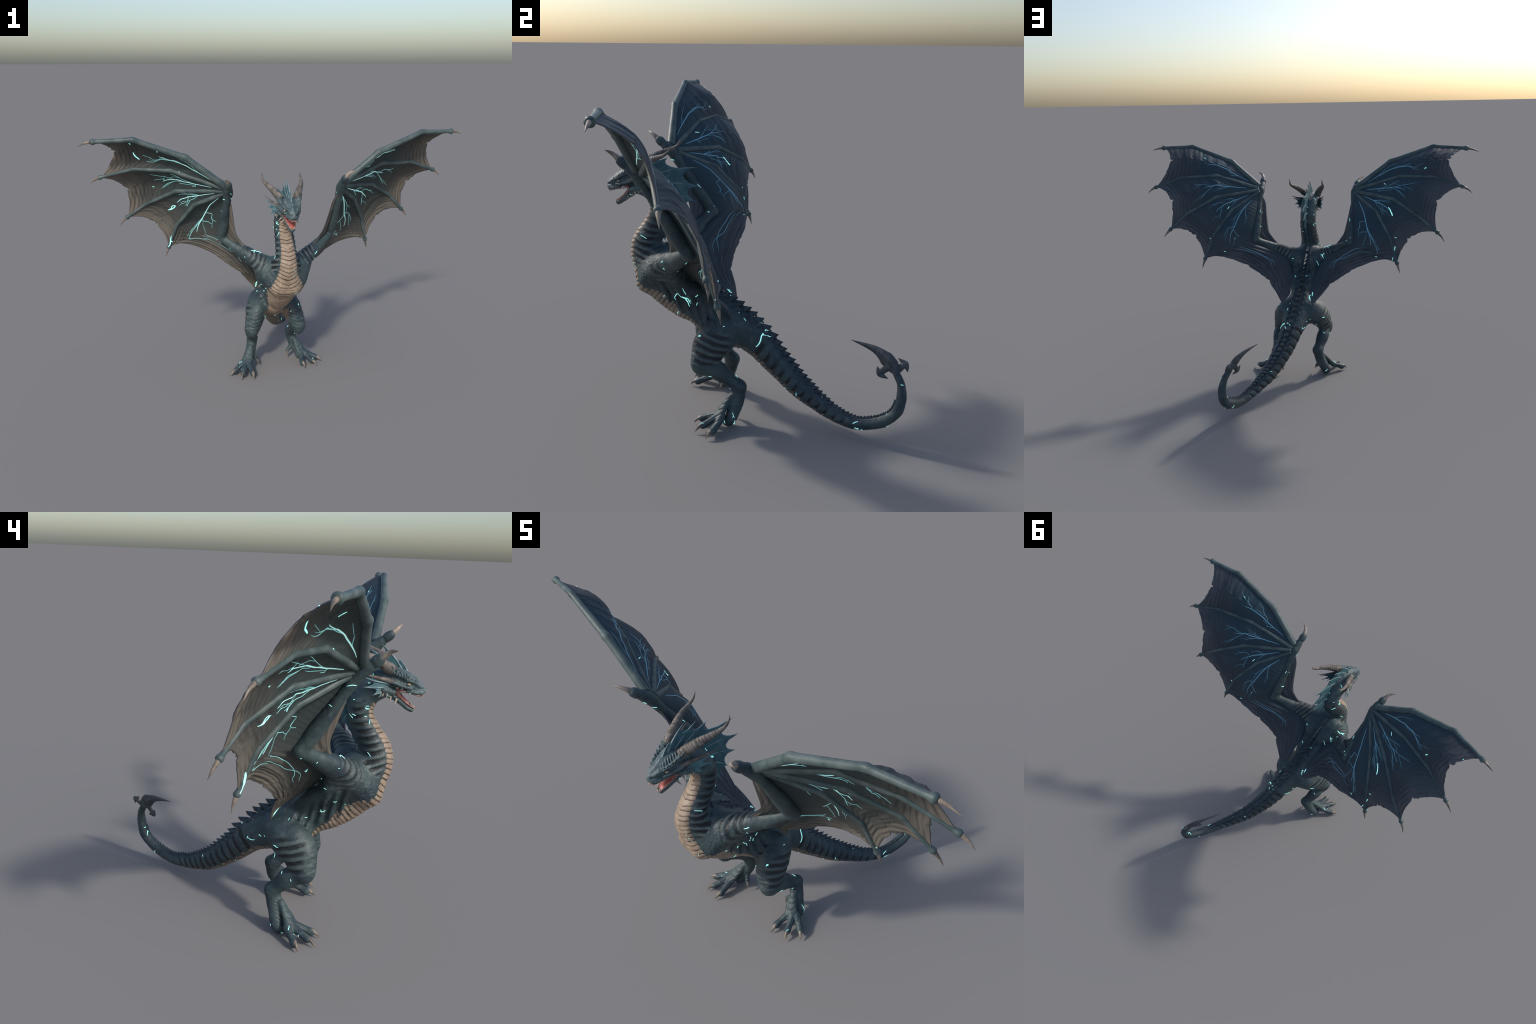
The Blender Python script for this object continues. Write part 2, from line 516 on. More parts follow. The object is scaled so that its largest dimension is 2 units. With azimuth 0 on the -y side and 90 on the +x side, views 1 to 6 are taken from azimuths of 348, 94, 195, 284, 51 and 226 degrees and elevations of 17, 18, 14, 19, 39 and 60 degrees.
MAT["vein_core"] = glow("lightning_vein_core", (0.45, 0.85, 0.83), 0.45)
MAT["vein_upper"] = glow("lightning_vein_blue", (0.13, 0.31, 0.43), 0.16)

# ------------------------------------------------------------------ skeleton
# spine rows: x y z  half-width  dorsal radius  ventral radius   (head to tail)
SPINE = np.array([
    (0, -0.468, 1.006, 0.044, 0.040, 0.045),
    (0, -0.420, 0.972, 0.048, 0.046, 0.048),
    (0, -0.399, 0.925, 0.050, 0.050, 0.046),
    (0, -0.406, 0.876, 0.051, 0.050, 0.044),
    (0, -0.437, 0.820, 0.053, 0.054, 0.048),
    (0, -0.460, 0.784, 0.055, 0.058, 0.052),
    (0, -0.469, 0.752, 0.059, 0.064, 0.060),
    (0, -0.467, 0.718, 0.066, 0.070, 0.068),
    (0, -0.450, 0.688, 0.078, 0.080, 0.082),
    (0, -0.424, 0.660, 0.094, 0.096, 0.100),
    (0, -0.398, 0.624, 0.094, 0.104, 0.112),
    (0, -0.358, 0.578, 0.085, 0.104, 0.113),
    (0, -0.298, 0.522, 0.078, 0.098, 0.104),
    (0, -0.240, 0.482, 0.070, 0.092, 0.092),
    (0.002, -0.180, 0.440, 0.074, 0.092, 0.098),
    (0.006, -0.105, 0.394, 0.076, 0.086, 0.094),
    (0.018, -0.010, 0.338, 0.066, 0.066, 0.068),
    (0.045, 0.080, 0.250, 0.056, 0.052, 0.058),
    (0.096, 0.195, 0.152, 0.046, 0.042, 0.046),
    (0.147, 0.291, 0.099, 0.037, 0.032, 0.036),
    (0.183, 0.361, 0.073, 0.031, 0.027, 0.030),
    (0.212, 0.437, 0.064, 0.027, 0.024, 0.027),
    (0.238, 0.530, 0.097, 0.026, 0.024, 0.028),
    (0.245, 0.581, 0.142, 0.024, 0.022, 0.025),
    (0.245, 0.600, 0.196, 0.021, 0.021, 0.021),
    (0.232, 0.598, 0.258, 0.017, 0.017, 0.017),
    (0.210, 0.578, 0.303, 0.014, 0.014, 0.014)], float)
N_HEAD, N_NECK, N_TORSO = 0, 9, 16  # spine row where neck meets torso, torso meets tail


def spine_up(P):
    """Dorsal direction along the spine: perpendicular to the path in its own bend plane."""
    T = unit(np.gradient(P, axis=0))
    side = V(1, 0, 0) - T * T[:, :1]
    return -unit(np.cross(T, unit(side)))


LEG = {  # hip, thigh, knee, shin, hock, ball, toes (inner, middle, outer): claw base, claw tip
    1: dict(hip=V(.066, -.140, .405), thigh=V(.112, -.192, .338), knee=V(.138, -.228, .266), calf=V(.138, -.160, .240), hock=V(.129, -.068, .162),
            shank=V(.146, -.084, .098), ball=V(.178, -.118, .028),
            toes=[(V(.168, -.218, .024), V(.176, -.259, .010)), (V(.226, -.206, .027), V(.250, -.244, .011)), (V(.259, -.163, .025), V(.294, -.189, .012))],
            dew=(V(.108, -.100, .052), V(.103, -.110, .020))),
    -1: dict(hip=V(-.066, -.158, .410), thigh=V(-.112, -.222, .352), knee=V(-.139, -.256, .278), calf=V(-.132, -.190, .238), hock=V(-.113, -.126, .166),
             shank=V(-.126, -.150, .100), ball=V(-.155, -.182, .028),
             toes=[(V(-.143, -.295, .024), V(-.143, -.334, .009)), (V(-.197, -.290, .025), V(-.216, -.328, .010)), (V(-.238, -.248, .022), V(-.268, -.270, .010))],
             dew=(V(-.100, -.170, .052), V(-.083, -.184, .020))),
}
WING = {  # measured joints; fingers run wrist -> joints -> end, then the claw tip
    -1: dict(shoulder=V(-.128, -.368, .712), elbow=V(-.296, -.238, .815), wrist=V(-.289, -.412, 1.096), thumb=V(-.297, -.470, 1.142), thumb_tip=V(-.334, -.527, 1.177),
             fingers=[[V(-.300, -.428, 1.115), V(-.499, -.449, 1.268), V(-.744, -.440, 1.361), V(-.938, -.407, 1.357), V(-.998, -.404, 1.336)],
                      [V(-.300, -.412, 1.103), V(-.562, -.348, 1.192), V(-.746, -.293, 1.201), V(-.921, -.228, 1.157), V(-.967, -.216, 1.123)],
                      [V(-.298, -.402, 1.093), V(-.536, -.253, 1.071), V(-.690, -.150, .990), V(-.796, -.104, .914), V(-.828, -.087, .869)],
                      [V(-.294, -.398, 1.084), V(-.442, -.254, .995), V(-.530, -.150, .868), V(-.577, -.094, .729), V(-.593, -.086, .680)]],
             edge=[V(-.506, -.100, .757), V(-.420, -.098, .735), V(-.339, -.105, .694), V(-.265, -.130, .640), V(-.193, -.137, .585), V(-.130, -.112, .513)],
             tip=V(-.086, -.098, .455)),
    1: dict(shoulder=V(.128, -.360, .708), elbow=V(.300, -.234, .808), wrist=V(.304, -.402, 1.096), thumb=V(.303, -.466, 1.152), thumb_tip=V(.347, -.508, 1.197),
            fingers=[[V(.316, -.416, 1.115), V(.496, -.427, 1.264), V(.740, -.394, 1.361), V(.934, -.346, 1.361), V(.997, -.337, 1.345)],
                     [V(.316, -.400, 1.103), V(.561, -.312, 1.188), V(.761, -.245, 1.183), V(.926, -.184, 1.129), V(.967, -.172, 1.093)],
                     [V(.312, -.390, 1.093), V(.542, -.237, 1.064), V(.686, -.129, .983), V(.796, -.081, .883), V(.829, -.072, .841)],
                     [V(.308, -.386, 1.084), V(.443, -.243, .986), V(.530, -.135, .853), V(.576, -.083, .706), V(.588, -.073, .658)]],
            edge=[V(.506, -.092, .735), V(.420, -.098, .722), V(.336, -.114, .689), V(.265, -.135, .640), V(.200, -.140, .588), V(.138, -.112, .518)],
            tip=V(.100, -.098, .460)),
}


def row(p, s, u=None, d=None):
    u = s if u is None else u
    return (*p, s, u, u if d is None else d)


def lerp(a, b, t):
    return a + (b - a) * t


# ------------------------------------------------------------------ body
def build_limbs(f):
    up = spine_up(spline(SPINE, (len(SPINE) - 1) * 6 + 1)[:, :3])
    f.chain(SPINE, up, k=0.01)
    for s in (1, -1):
        w, L = WING[s], LEG[s]
        m = V(s, 1, 1)
        # shoulder, upper arm, forearm
        el, wr, sh = w["elbow"], w["wrist"], w["shoulder"]
        f.chain([row(V(.050, -.385, .645) * m, .070), row(V(.090, -.378, .685) * m, .056), row(sh, .043), row(lerp(sh, el, .45), .031), row(lerp(sh, el, .8), .027), row(el, .025)], (0, 0, 1), k=.035)
        f.chain([row(el + V(0, .004, 0), .024), row(lerp(el, wr, .18), .029), row(lerp(el, wr, .40), .027), row(lerp(el, wr, .72), .020), row(wr, .023)], (0, 1, 0), k=.012)
        th = w["thumb"]
        f.chain([row(wr + V(0, .004, -.012), .022), row(lerp(wr, th, .35), .023), row(lerp(wr, th, .7), .0165), row(lerp(wr, th, .84), .0205), row(th, .0185)], (0, 0, 1), k=.010, per=4)
        # chest and flank muscles
        f.chain([row(V(.040, -.468, .592) * m, .040), row(V(.076, -.440, .630) * m, .042), row(V(.108, -.396, .682) * m, .035)], (0, 0, 1), k=.035)
        f.chain([row(V(.036, -.215, .535) * m, .030), row(V(.062, -.265, .570) * m, .038), row(V(.090, -.322, .612) * m, .042), row(V(.130, -.335, .690) * m, .028), row(lerp(sh, el, .55) + V(0, .006, -.012), .022)], (0, 0, 1), k=.03)
        f.chain([row(V(.050, -.300, .655) * m, .034), row(V(.095, -.345, .690) * m, .034), row(lerp(sh, el, .3) + V(0, 0, .006), .022)], (0, 0, 1), k=.03)
        # leg
        hip, tg, kn, ca, ho, shk, ba = (L[k] for k in ("hip", "thigh", "knee", "calf", "hock", "shank", "ball"))
        f.chain([row(hip + V(0, .008, .0), .069, .078), row(lerp(hip, tg, .5) + V(.006 * s, 0, 0), .065, .081), row(tg, .056, .075), row(lerp(tg, kn, .6), .048, .058), row(kn, .041, .044), row(kn + V(0, -.004, -.022), .027)], (0, -1, .35), k=.03)
        f.chain([row(kn + V(0, .012, -.012), .034), row(ca, .034, .041), row(lerp(ca, ho, .55), .027, .031), row(ho, .028, .031)], (0, -.5, 1), k=.014)
        f.chain([row(ho, .028, .031), row(shk + V(0, .006, 0), .030, .031), row(ba + V(0, .02, .012), .027), row(ba + V(0, .008, -.002), .027)], (0, -1, 0), k=.014)
        for base, tip in L["toes"]:
            mid = lerp(ba, base, .42) + V(0, 0, .024)
            f.chain([row(shk + V(0, -.018, .028) + .10 * (base - ba) * V(1, 0, 0), .010), row(lerp(shk, mid, .55) + .12 * (base - ba) * V(1, 0, 0) + V(0, -.018, 0), .0125), row(mid, .0160), row(lerp(mid, base, .6), .0145), row(base, .0165), row(base + .15 * (tip - base) * V(1, 1, 0), .0150)], (0, 0, 1), k=.010, per=5)
        db, dt = L["dew"]
        f.chain([row(shk + V(0, .004, -.01), .014), row(lerp(shk, db, .7), .012), row(db, .0115)], (0, 0, 1), k=.010, per=4)


def seg_dist(P, A, B, ra, rb):
    d = B - A
    t = np.clip(((P - A) @ d) / (d @ d), 0, 1)
    return np.linalg.norm(P - A - t[:, None] * d, axis=1) - (ra + (rb - ra) * t), t


body = Field((-0.36, -0.56, -0.012), (0.36, 0.66, 1.20), 0.0032)
build_limbs(body)
BP, BQ = body.mesh(2)
body.F = None


def chain_dist(P, rows):
    best, arg = np.full(len(P), 9.0), np.zeros(len(P))
    for i in range(len(rows) - 1):
        d, t = seg_dist(P, rows[i, :3], rows[i + 1, :3], rows[i, 3], rows[i + 1, 3])
        m = d < best
        best[m], arg[m] = d[m], i + t[m]
    return best, arg


spd, sparg = chain_dist(BP, SPINE)
label = np.where(sparg < N_NECK, 0, np.where(sparg < N_TORSO, 1, 2))  # neck torso tail
best = spd.copy()
for s, (la, ll) in {1: (3, 5), -1: (4, 6)}.items():
    w, L = WING[s], LEG[s]
    arm = np.array([row(w["shoulder"], .045), row(w["elbow"], .027), row(w["wrist"], .022), row(w["thumb"], .018)])
    leg = np.array([row(L["hip"], .06), row(L["thigh"], .055), row(L["knee"], .038), row(L["calf"], .032), row(L["hock"], .025), row(L["shank"], .022), row(L["ball"], .028)])
    toes = [np.array([row(L["shank"], .015), row(b, .015), row(t, .01)]) for b, t in L["toes"] + [L["dew"]]]
    da = chain_dist(BP, arm)[0]
    dl = np.min([chain_dist(BP, leg)[0]] + [chain_dist(BP, t)[0] for t in toes], 0)
    ok = (da < best) & (s * BP[:, 0] > .075)
    label[ok], best[ok] = la, da[ok]
    ok = (dl < best) & (s * BP[:, 0] > .0) & (BP[:, 2] < .47)
    label[ok], best[ok] = ll, dl[ok]

# relief: stripe grooves, ribs, scaly shoulders, leg scutes, wrinkles
BN = normals_of(BP, BQ)
x, y, z = BP.T
ax = np.abs(x)
disp = 0.0008 * noise3(BP * 70, 3) + 0.0016 * noise3(BP * 28, 5)
on = smooth(.60, .90, ax / np.interp(z, [.66, .688, .718, .752, .79, .88, 1], [.094, .078, .066, .059, .055, .051, .048])) * smooth(.64, .69, z) * smooth(.96, .92, z) * (label == 0)
disp -= on * .0030 * smooth(-.7, 1.0, np.sin((z + .25 * y) * 2 * np.pi / NECK_STEP))
w = BP @ TAIL_DIR
q = np.clip((w - TAIL_W0) / (TAIL_W1 - TAIL_W0), 0, 1)
lat = np.abs(BN[:, 0])
on = smooth(.06, .14, q) * smooth(.99, .86, q) * smooth(.35, .75, lat) * (label == 2)
disp -= on * .0045 * smooth(-.1, .9, np.sin(q**1.25 * TAIL_N * 2 * np.pi))
vent = (BP - TORSO_C) @ TORSO_VENTRAL
on = smooth(.055, .08, ax) * smooth(-.42, -.36, y) * smooth(-.14, -.2, y) * smooth(-.06, .0, vent) * smooth(.115, .07, vent) * (label == 1)
disp += on * .0055 * np.sin((BP @ RIB_DIR) * 2 * np.pi / RIB_STEP + 2)
on = smooth(.125, .15, ax) * smooth(-.262, -.235, y) * smooth(.262, .29, z) * smooth(.43, .40, z) * (label >= 5)
disp -= on * .0032 * smooth(-.4, .9, np.sin((z + .35 * y) * 2 * np.pi / .034))
for s, ll in ((1, 5), (-1, 6)):  # transverse scutes down the front of thigh, shank and toes
    fr = smooth(.45, .8, -BN[:, 1]) * (label == ll)
    th_ = fr * smooth(.25, .28, z) * smooth(.40, .37, z)
    disp -= th_ * .0028 * smooth(.55, 1, np.sin((z - .2 * np.abs(x - s * .13)) * 2 * np.pi / .021))
    lo_ = smooth(.2, .6, -BN[:, 1] + .8 * np.maximum(BN[:, 2], 0)) * (label == ll) * smooth(.155, .13, z)
    disp -= lo_ * .0018 * smooth(.2, 1, np.sin((z - .5 * y) * 2 * np.pi / .0125))
fold = ((BP - TORSO_C) @ unit(V(0, .75, -.66)) + .55 * ax) / .0155
tanz = smooth(.035, .065, vent - .55 * ax) * (label == 1)
disp += tanz * .0030 * ((fold % 1.0) - .5)
rough_ = smooth(.06, .03, np.linalg.norm((BP - np.where(x[:, None] > 0, V(.088, -.455, .615), V(-.088, -.455, .615))) * V(1, 1, .8), axis=1))
rough_ = np.maximum(rough_, .7 * smooth(.06, .03, np.linalg.norm(BP - np.where(x[:, None] > 0, V(.11, -.41, .70), V(-.11, -.41, .70)), axis=1)))
disp += rough_ * .0050 * (0.5 - cells3(BP * 95, 4))
on = (label == 3) | (label == 4)
disp -= on * smooth(.09, .11, ax) * smooth(.20, .16, ax) * smooth(.66, .70, z) * .0026 * smooth(-.5, 1, np.sin((ax + .55 * z) * 2 * np.pi / .026))
BP = BP + BN * disp[:, None]
BP[:, 2] = np.maximum(BP[:, 2], 0.0)
BN = normals_of(BP, BQ)
TREE = BVHTree.FromPolygons(BP.tolist(), BQ.tolist())

HEAD_CUT_P, HEAD_CUT_N = V(0, -.404, .940), unit(V(0, -.25, 1.0))
flabel = np.array([np.bincount(r, minlength=7).argmax() for r in label[BQ]])
above = ((BP - HEAD_CUT_P) @ HEAD_CUT_N)[BQ].min(1) > .006
inneck = above & (np.abs(BP[BQ][:, :, 0]).max(1) < .2) & (BP[BQ][:, :, 2].min(1) > .85)
PARTS = {}
for lab, (name, mat) in enumerate([("neck", "neck"), ("torso", "torso"), ("tail", "tail"), ("wing", "arm"), ("wing", "arm"), ("hind_leg", "leg"), ("hind_leg", "leg")]):
    F = BQ[(flabel == lab) & ~inneck]
    use = np.unique(F)
    inv = np.full(len(BP), -1)
    inv[use] = np.arange(len(use))
    PARTS[lab] = add_mesh(name, BP[use], inv[F], MAT[mat], normals=BN[use])
NECK, TORSO, TAIL = PARTS[0], PARTS[1], PARTS[2]
WINGS, LEGS = {1: PARTS[3], -1: PARTS[4]}, {1: PARTS[5], -1: PARTS[6]}

# ------------------------------------------------------------------ head
head = Field((-0.085, -0.635, 0.885), (0.085, -0.335, 1.115), 0.0017)
up = spine_up(spline(SPINE[:6], 31)[:, :3])
head.chain(SPINE[:6], up, k=.006)
head.chain([(0, -.607, .996, .0165, .016, .013), (0, -.592, 1.003, .0215, .026, .017), (0, -.566, 1.014, .0285, .033, .020), (0, -.538, 1.026, .039, .037, .027),
            (0, -.508, 1.033, .047, .038, .034), (0, -.470, 1.030, .050, .039, .045), (0, -.435, 1.006, .047, .046, .046)], (0, 0, 1), k=.022)
head.chain([(0, -.581, .9265, .0145, .009, .010), (0, -.562, .9385, .0205, .0095, .0125), (0, -.541, .9565, .0285, .011, .0150), (0, -.518, .975, .037, .014, .020),
            (0, -.490, .990, .044, .022, .026), (0, -.455, .992, .044, .03, .034)], (0, 0, 1), k=.009)
head.chain([(0, -.515, .999, .041, .012, .014), (0, -.495, 1.0, .045, .02, .02), (0, -.47, 1.0, .046, .03, .03)], (0, 0, 1), k=.008)
head.chain([(0, -.613, 1.008, .005, .005, .005), (0, -.588, 1.031, .0045, .005, .005), (0, -.556, 1.054, .005, .006, .006), (0, -.52, 1.070, .006, .006, .006)], (0, 0, 1), k=.010, per=4)
for s in (1, -1):
    m = V(s, 1, 1)
    head.chain([row(V(.017, -.602, 1.016) * m, .0045), row(V(.024, -.585, 1.028) * m, .0055), row(V(.036, -.565, 1.036) * m, .0060), row(V(.045, -.535, 1.052) * m, .0075), row(V(.045, -.50, 1.068) * m, .014), row(V(.046, -.482, 1.074) * m, .017)], (0, 0, 1), k=.009, per=5)
    head.chain([row(V(.034, -.572, 1.008) * m, .006), row(V(.043, -.548, 1.014) * m, .0065), row(V(.050, -.520, 1.024) * m, .008), row(V(.054, -.49, 1.034) * m, .009)], (0, 0, 1), k=.009, per=5)
    head.chain([row(V(.040, -.516, .990) * m, .006), row(V(.047, -.500, .994) * m, .011), row(V(.049, -.480, .998) * m, .016)], (0, 0, 1), k=.012, per=5)
    head.chain([row(V(.013, -.611, .989) * m, .006), row(V(.023, -.588, .992) * m, .006), row(V(.032, -.560, .998) * m, .005)], (0, 0, 1), k=.008, per=5)
    head.chain([row(V(.041, -.568, 1.0225) * m, .0055), row(V(.044, -.558, 1.0225) * m, .0055)], (0, 0, 1), k=.006, cut=True, per=2)
    head.chain([row(V(.0105, -.624, 1.006) * m, .0036), row(V(.0125, -.612, 1.006) * m, .0038), row(V(.019, -.604, 1.005) * m, .0026)], (0, 0, 1), k=.004, cut=True, per=3)
HP, HQ = head.mesh(1)
HN = normals_of(HP, HQ)
hx, hy, hz = HP.T
hd = .0006 * noise3(HP * 160, 8) + .0008 * noise3(HP * 70, 9)
hd += .0022 * smooth(1.03, 1.05, hz) * smooth(.012, .025, np.abs(hx)) * smooth(-.47, -.50, hy) * np.sin((hy * 1.0 + np.abs(hx) * .5) * 2 * np.pi / .0105)
hd += .0016 * (.5 - cells3(HP * 170, 6)) * smooth(.02, .035, np.abs(hx)) * smooth(-.60, -.57, hy)
hd -= .0025 * smooth(.3, 1, np.sin((hz + .6 * hy) * 2 * np.pi / .013)) * smooth(.025, .035, np.abs(hx)) * smooth(-.555, -.53, hy) * smooth(.985, .97, hz) * smooth(-.47, -.49, hy)
HP = HP + HN * (hd * smooth(-.42, -.46, hy))[:, None]
HN = normals_of(HP, HQ)
keep = ((HP - HEAD_CUT_P) @ HEAD_CUT_N)[HQ].min(1) > 0
jawline = lambda p: p[:, 2] < np.interp(p[:, 1], [-.62, -.58, -.545, -.521, -.50, -.47, -.44], [.95, .955, .978, .998, .985, .965, .93])
fc = HP[HQ].mean(1)
isjaw = jawline(fc) & (fc[:, 1] < -.468)
HEAD = None
for name, sel in (("head", keep & ~isjaw), ("jaw", keep & isjaw)):
    F = HQ[sel]
    use = np.unique(F)
    inv = np.full(len(HP), -1)
    inv[use] = np.arange(len(use))
    ob = add_mesh(name, HP[use], inv[F], MAT["head"], normals=HN[use], parent=HEAD or ROOT)
    HEAD = HEAD or ob
HTREE = BVHTree.FromPolygons(HP.tolist(), HQ.tolist())


def cone(a, b, r, bend=None, n=7, seg=8, taper=1.0, flat=1.0, ref=(0, 0, 1)):
    """Curved pointed horn from a to b; bend offsets the middle."""
    mid = (a + b) / 2 + (bend if bend is not None else 0)
    P = spline([a, mid, b], n)
    t = np.linspace(0, 1, n)
    rr = r * np.maximum(1 - t, 0.02) ** taper
    return tube(P, rr * flat, rr, ref=ref, seg=seg)


# mouth interior, lips, teeth, tongue
mouth = Field((-0.05, -0.61, .91), (0.05, -.46, 1.03), 0.0018)
mouth.chain([(0, -.579, .9350, .0105, .0032, .004), (0, -.562, .9470, .0172, .0042, .005), (0, -.540, .9655, .0245, .0055, .006), (0, -.520, .984, .030, .009, .01), (0, -.495, .992, .034, .014, .014)], (0, 0, 1), k=.004)
mouth.chain([(0, -.595, .9860, .0120, .004, .003), (0, -.570, .9945, .0190, .005, .0035), (0, -.540, .9990, .028, .006, .006), (0, -.505, 1.0, .036, .01, .014)], (0, 0, 1), k=.006)
MP, MQ = mouth.mesh(2)
add_mesh("mouth_lining", MP, MQ, MAT["mouth"], HEAD)
Pt = spline([V(0, -.500, .990), V(0, -.535, .974), V(0, -.556, .957), V(0, -.572, .944)], 14)
rt = np.interp(np.linspace(0, 1, 14), [0, .6, .9, 1], [.015, .0125, .008, .001])
add_mesh("tongue", *tube(Pt, rt * .4, rt, seg=12), MAT["mouth"], HEAD)
lips, teeth_up, teeth_lo = [], [], []
for s in (1, -1):
    m = V(s, 1, 1)
    up_l = np.array([V(.003, -.6185, .9815), V(.013, -.612, .9805), V(.020, -.598, .9825), V(.0265, -.575, .989), V(.034, -.550, .993), V(.043, -.524, .997)]) * m
    lo_l = np.array([V(.003, -.593, .9335), V(.011, -.587, .9345), V(.0165, -.573, .9440), V(.0235, -.555, .9575), V(.032, -.538, .975), V(.043, -.522, .996)]) * m
    for path, r in ((up_l, .0020), (lo_l, .0021)):
        lips.append(tube(spline(path, 24), r, seg=8))
    for path, sgn, bag in ((up_l, -1, teeth_up), (lo_l, 1, teeth_lo)):
        S = resample(spline(path, 60), 15)[:-2]
        for i, p in enumerate(S):
            h = (.0105 if i in (1, 2, 5) else .0075) * RNG.uniform(.8, 1.15)
            base = p + V(-s * .001, .001, -sgn * .001)
            bag.append((base, base + V(-s * .001, .001 * sgn, sgn * h), .0023))
add_mesh("lip", *join(lips), MAT["lip"], HEAD)
for a, b, r in teeth_up + teeth_lo:
    add_mesh("tooth", *cone(a, b, r, n=4, seg=6), MAT["tooth"], HEAD)

# eyes
for s in (1, -1):
    c = V(s * .0365, -.5635, 1.0225)
    t, a = np.meshgrid(np.linspace(0, np.pi, 11), np.linspace(0, 2 * np.pi, 16, endpoint=False), indexing="ij")
    S = np.stack([np.sin(t) * np.cos(a), np.sin(t) * np.sin(a), np.cos(t)], -1).reshape(-1, 3)
    F = [(i * 16 + j, (i + 1) * 16 + j, (i + 1) * 16 + (j + 1) % 16, i * 16 + (j + 1) % 16) for i in range(10) for j in range(16)]
    eye = add_mesh("eye", c + S * V(.0050, .0068, .0036), F, MAT["eye"], HEAD)
    add_mesh("pupil", c + V(s * .0042, -.002, 0) + S * V(.0012, .0009, .0028), F, MAT["pupil"], eye)

# great horns with growth rings
for s in (1, -1):
    P = resample(spline([V(.040, -.505, 1.066), V(.049, -.484, 1.080), V(.068, -.448, 1.103), V(.088, -.405, 1.122), V(.099, -.364, 1.137), V(.100, -.341, 1.154), V(.099, -.331, 1.177)], 120) * V(s, 1, 1), 110)
    t = np.linspace(0, 1, len(P))
    r = np.interp(t, [0, .12, .35, .65, .88, 1], [.0195, .0195, .0165, .0100, .0046, .0008])
    saw = (t * 19 + .15 * np.sin(t * 31)) % 1.0
    r = r * (1 + .15 * (saw - .5) * smooth(.96, .8, t))
    add_mesh("horn", *tube(P, r, r * .92, seg=18, shape=lambda a, i: 1 + .05 * np.cos(a * 3 + .4)), MAT["horn"], HEAD)
    # cheek horn and brow spikes
    P = spline([V(.048, -.512, 1.028), V(.058, -.485, 1.036), V(.078, -.435, 1.048), V(.100, -.385, 1.066)] * V(s, 1, 1), 40)
    t = np.linspace(0, 1, 40)
    add_mesh("cheek_horn", *tube(P, np.interp(t, [0, .3, 1], [.0105, .0085, .0008]) * (1 + .08 * np.sin(t * 60) * (1 - t)), seg=12), MAT["horn"], HEAD)
    ridge = resample(spline([V(.026, -.590, 1.032), V(.040, -.566, 1.043), V(.052, -.535, 1.060), V(.058, -.505, 1.076), V(.062, -.48, 1.090)] * V(s, 1, 1), 60), 9)
    for i, p in enumerate(ridge):
        h = .009 + .0013 * i
        a = p - V(s * .008, 0, .006)
        add_mesh("brow_spike", *cone(a, p + V(s * .004, .35 * h + .003, h * .8), .0058 + .0006 * i, n=5, seg=8, flat=.7), MAT["head"], HEAD)
    # jaw spikes
    for i in range(5):
        tipp = lerp(V(.068, -.462, .984), V(.052, -.522, .948), i / 4) * V(s, 1, 1)
        p = np.array(HTREE.find_nearest(Vector(tipp))[0])
        p = p + unit(p - tipp) * .004
        add_mesh("jaw_spike", *cone(p, tipp, .0055, n=5, seg=8), MAT["spike"], HEAD)
    for i in range(4):
        p = V(.046 + .003 * (i % 2), -.545 + .016 * i, 1.006 + .003 * i) * V(s, 1, 1)
        add_mesh("cheek_spike", *cone(p, p + V(s * .009, .012, .001), .0036, n=4, seg=6), MAT["head"], HEAD)


def fin(name, spines, parent, ray_r=.0038, notch=.45, thick=.0016, side=V(1, 0, 0), ripple=.0012):
    """Webbed fin: pointed rays (base, tip) with a scalloped web between neighbours."""
    parts = []
    for (a0, b0), (a1, b1) in zip(spines[:-1], spines[1:]):
        nu, nt = 14, 12
        T = np.linspace(0, 1, nt)
        rows = []
        for t in T:
            a = lerp(a0, a1, t)
            tip = lerp(b0, b1, t)
            reach = 0.93 - notch * (4 * t * (1 - t)) ** .6
            rows.append(a + (tip - a) * np.linspace(0, reach, nu)[:, None] + side * ripple * math.sin(t * 2 * np.pi * 4) * np.linspace(.2, 1, nu)[:, None])
        G = np.array(rows)
        X = np.vstack([(G + side * thick).reshape(-1, 3), (G - side * thick).reshape(-1, 3)])
        o = nu * nt
        F = []
        for i in range(nt - 1):
            for j in range(nu - 1):
                q = (i * nu + j, i * nu + j + 1, (i + 1) * nu + j + 1, (i + 1) * nu + j)
                F += [q, tuple(k + o for k in q[::-1])]
        rim = [i * nu + nu - 1 for i in range(nt)]
        F += [(rim[i], rim[i] + o, rim[i + 1] + o, rim[i + 1]) for i in range(nt - 1)]
        parts.append((X, F))
    ob = add_mesh(name + "_web", *join(parts), MAT["crest"], parent)
    for a, b in spines:
        L = np.linalg.norm(b - a)
        nrm = unit(np.cross(side, b - a))
        add_mesh(name + "_ray", *cone(a, b, ray_r * min(1, .5 + 6 * L), bend=nrm * L * .04, n=10, seg=8, taper=.8, ref=side), MAT["ray"], ob if False else parent)
    return ob


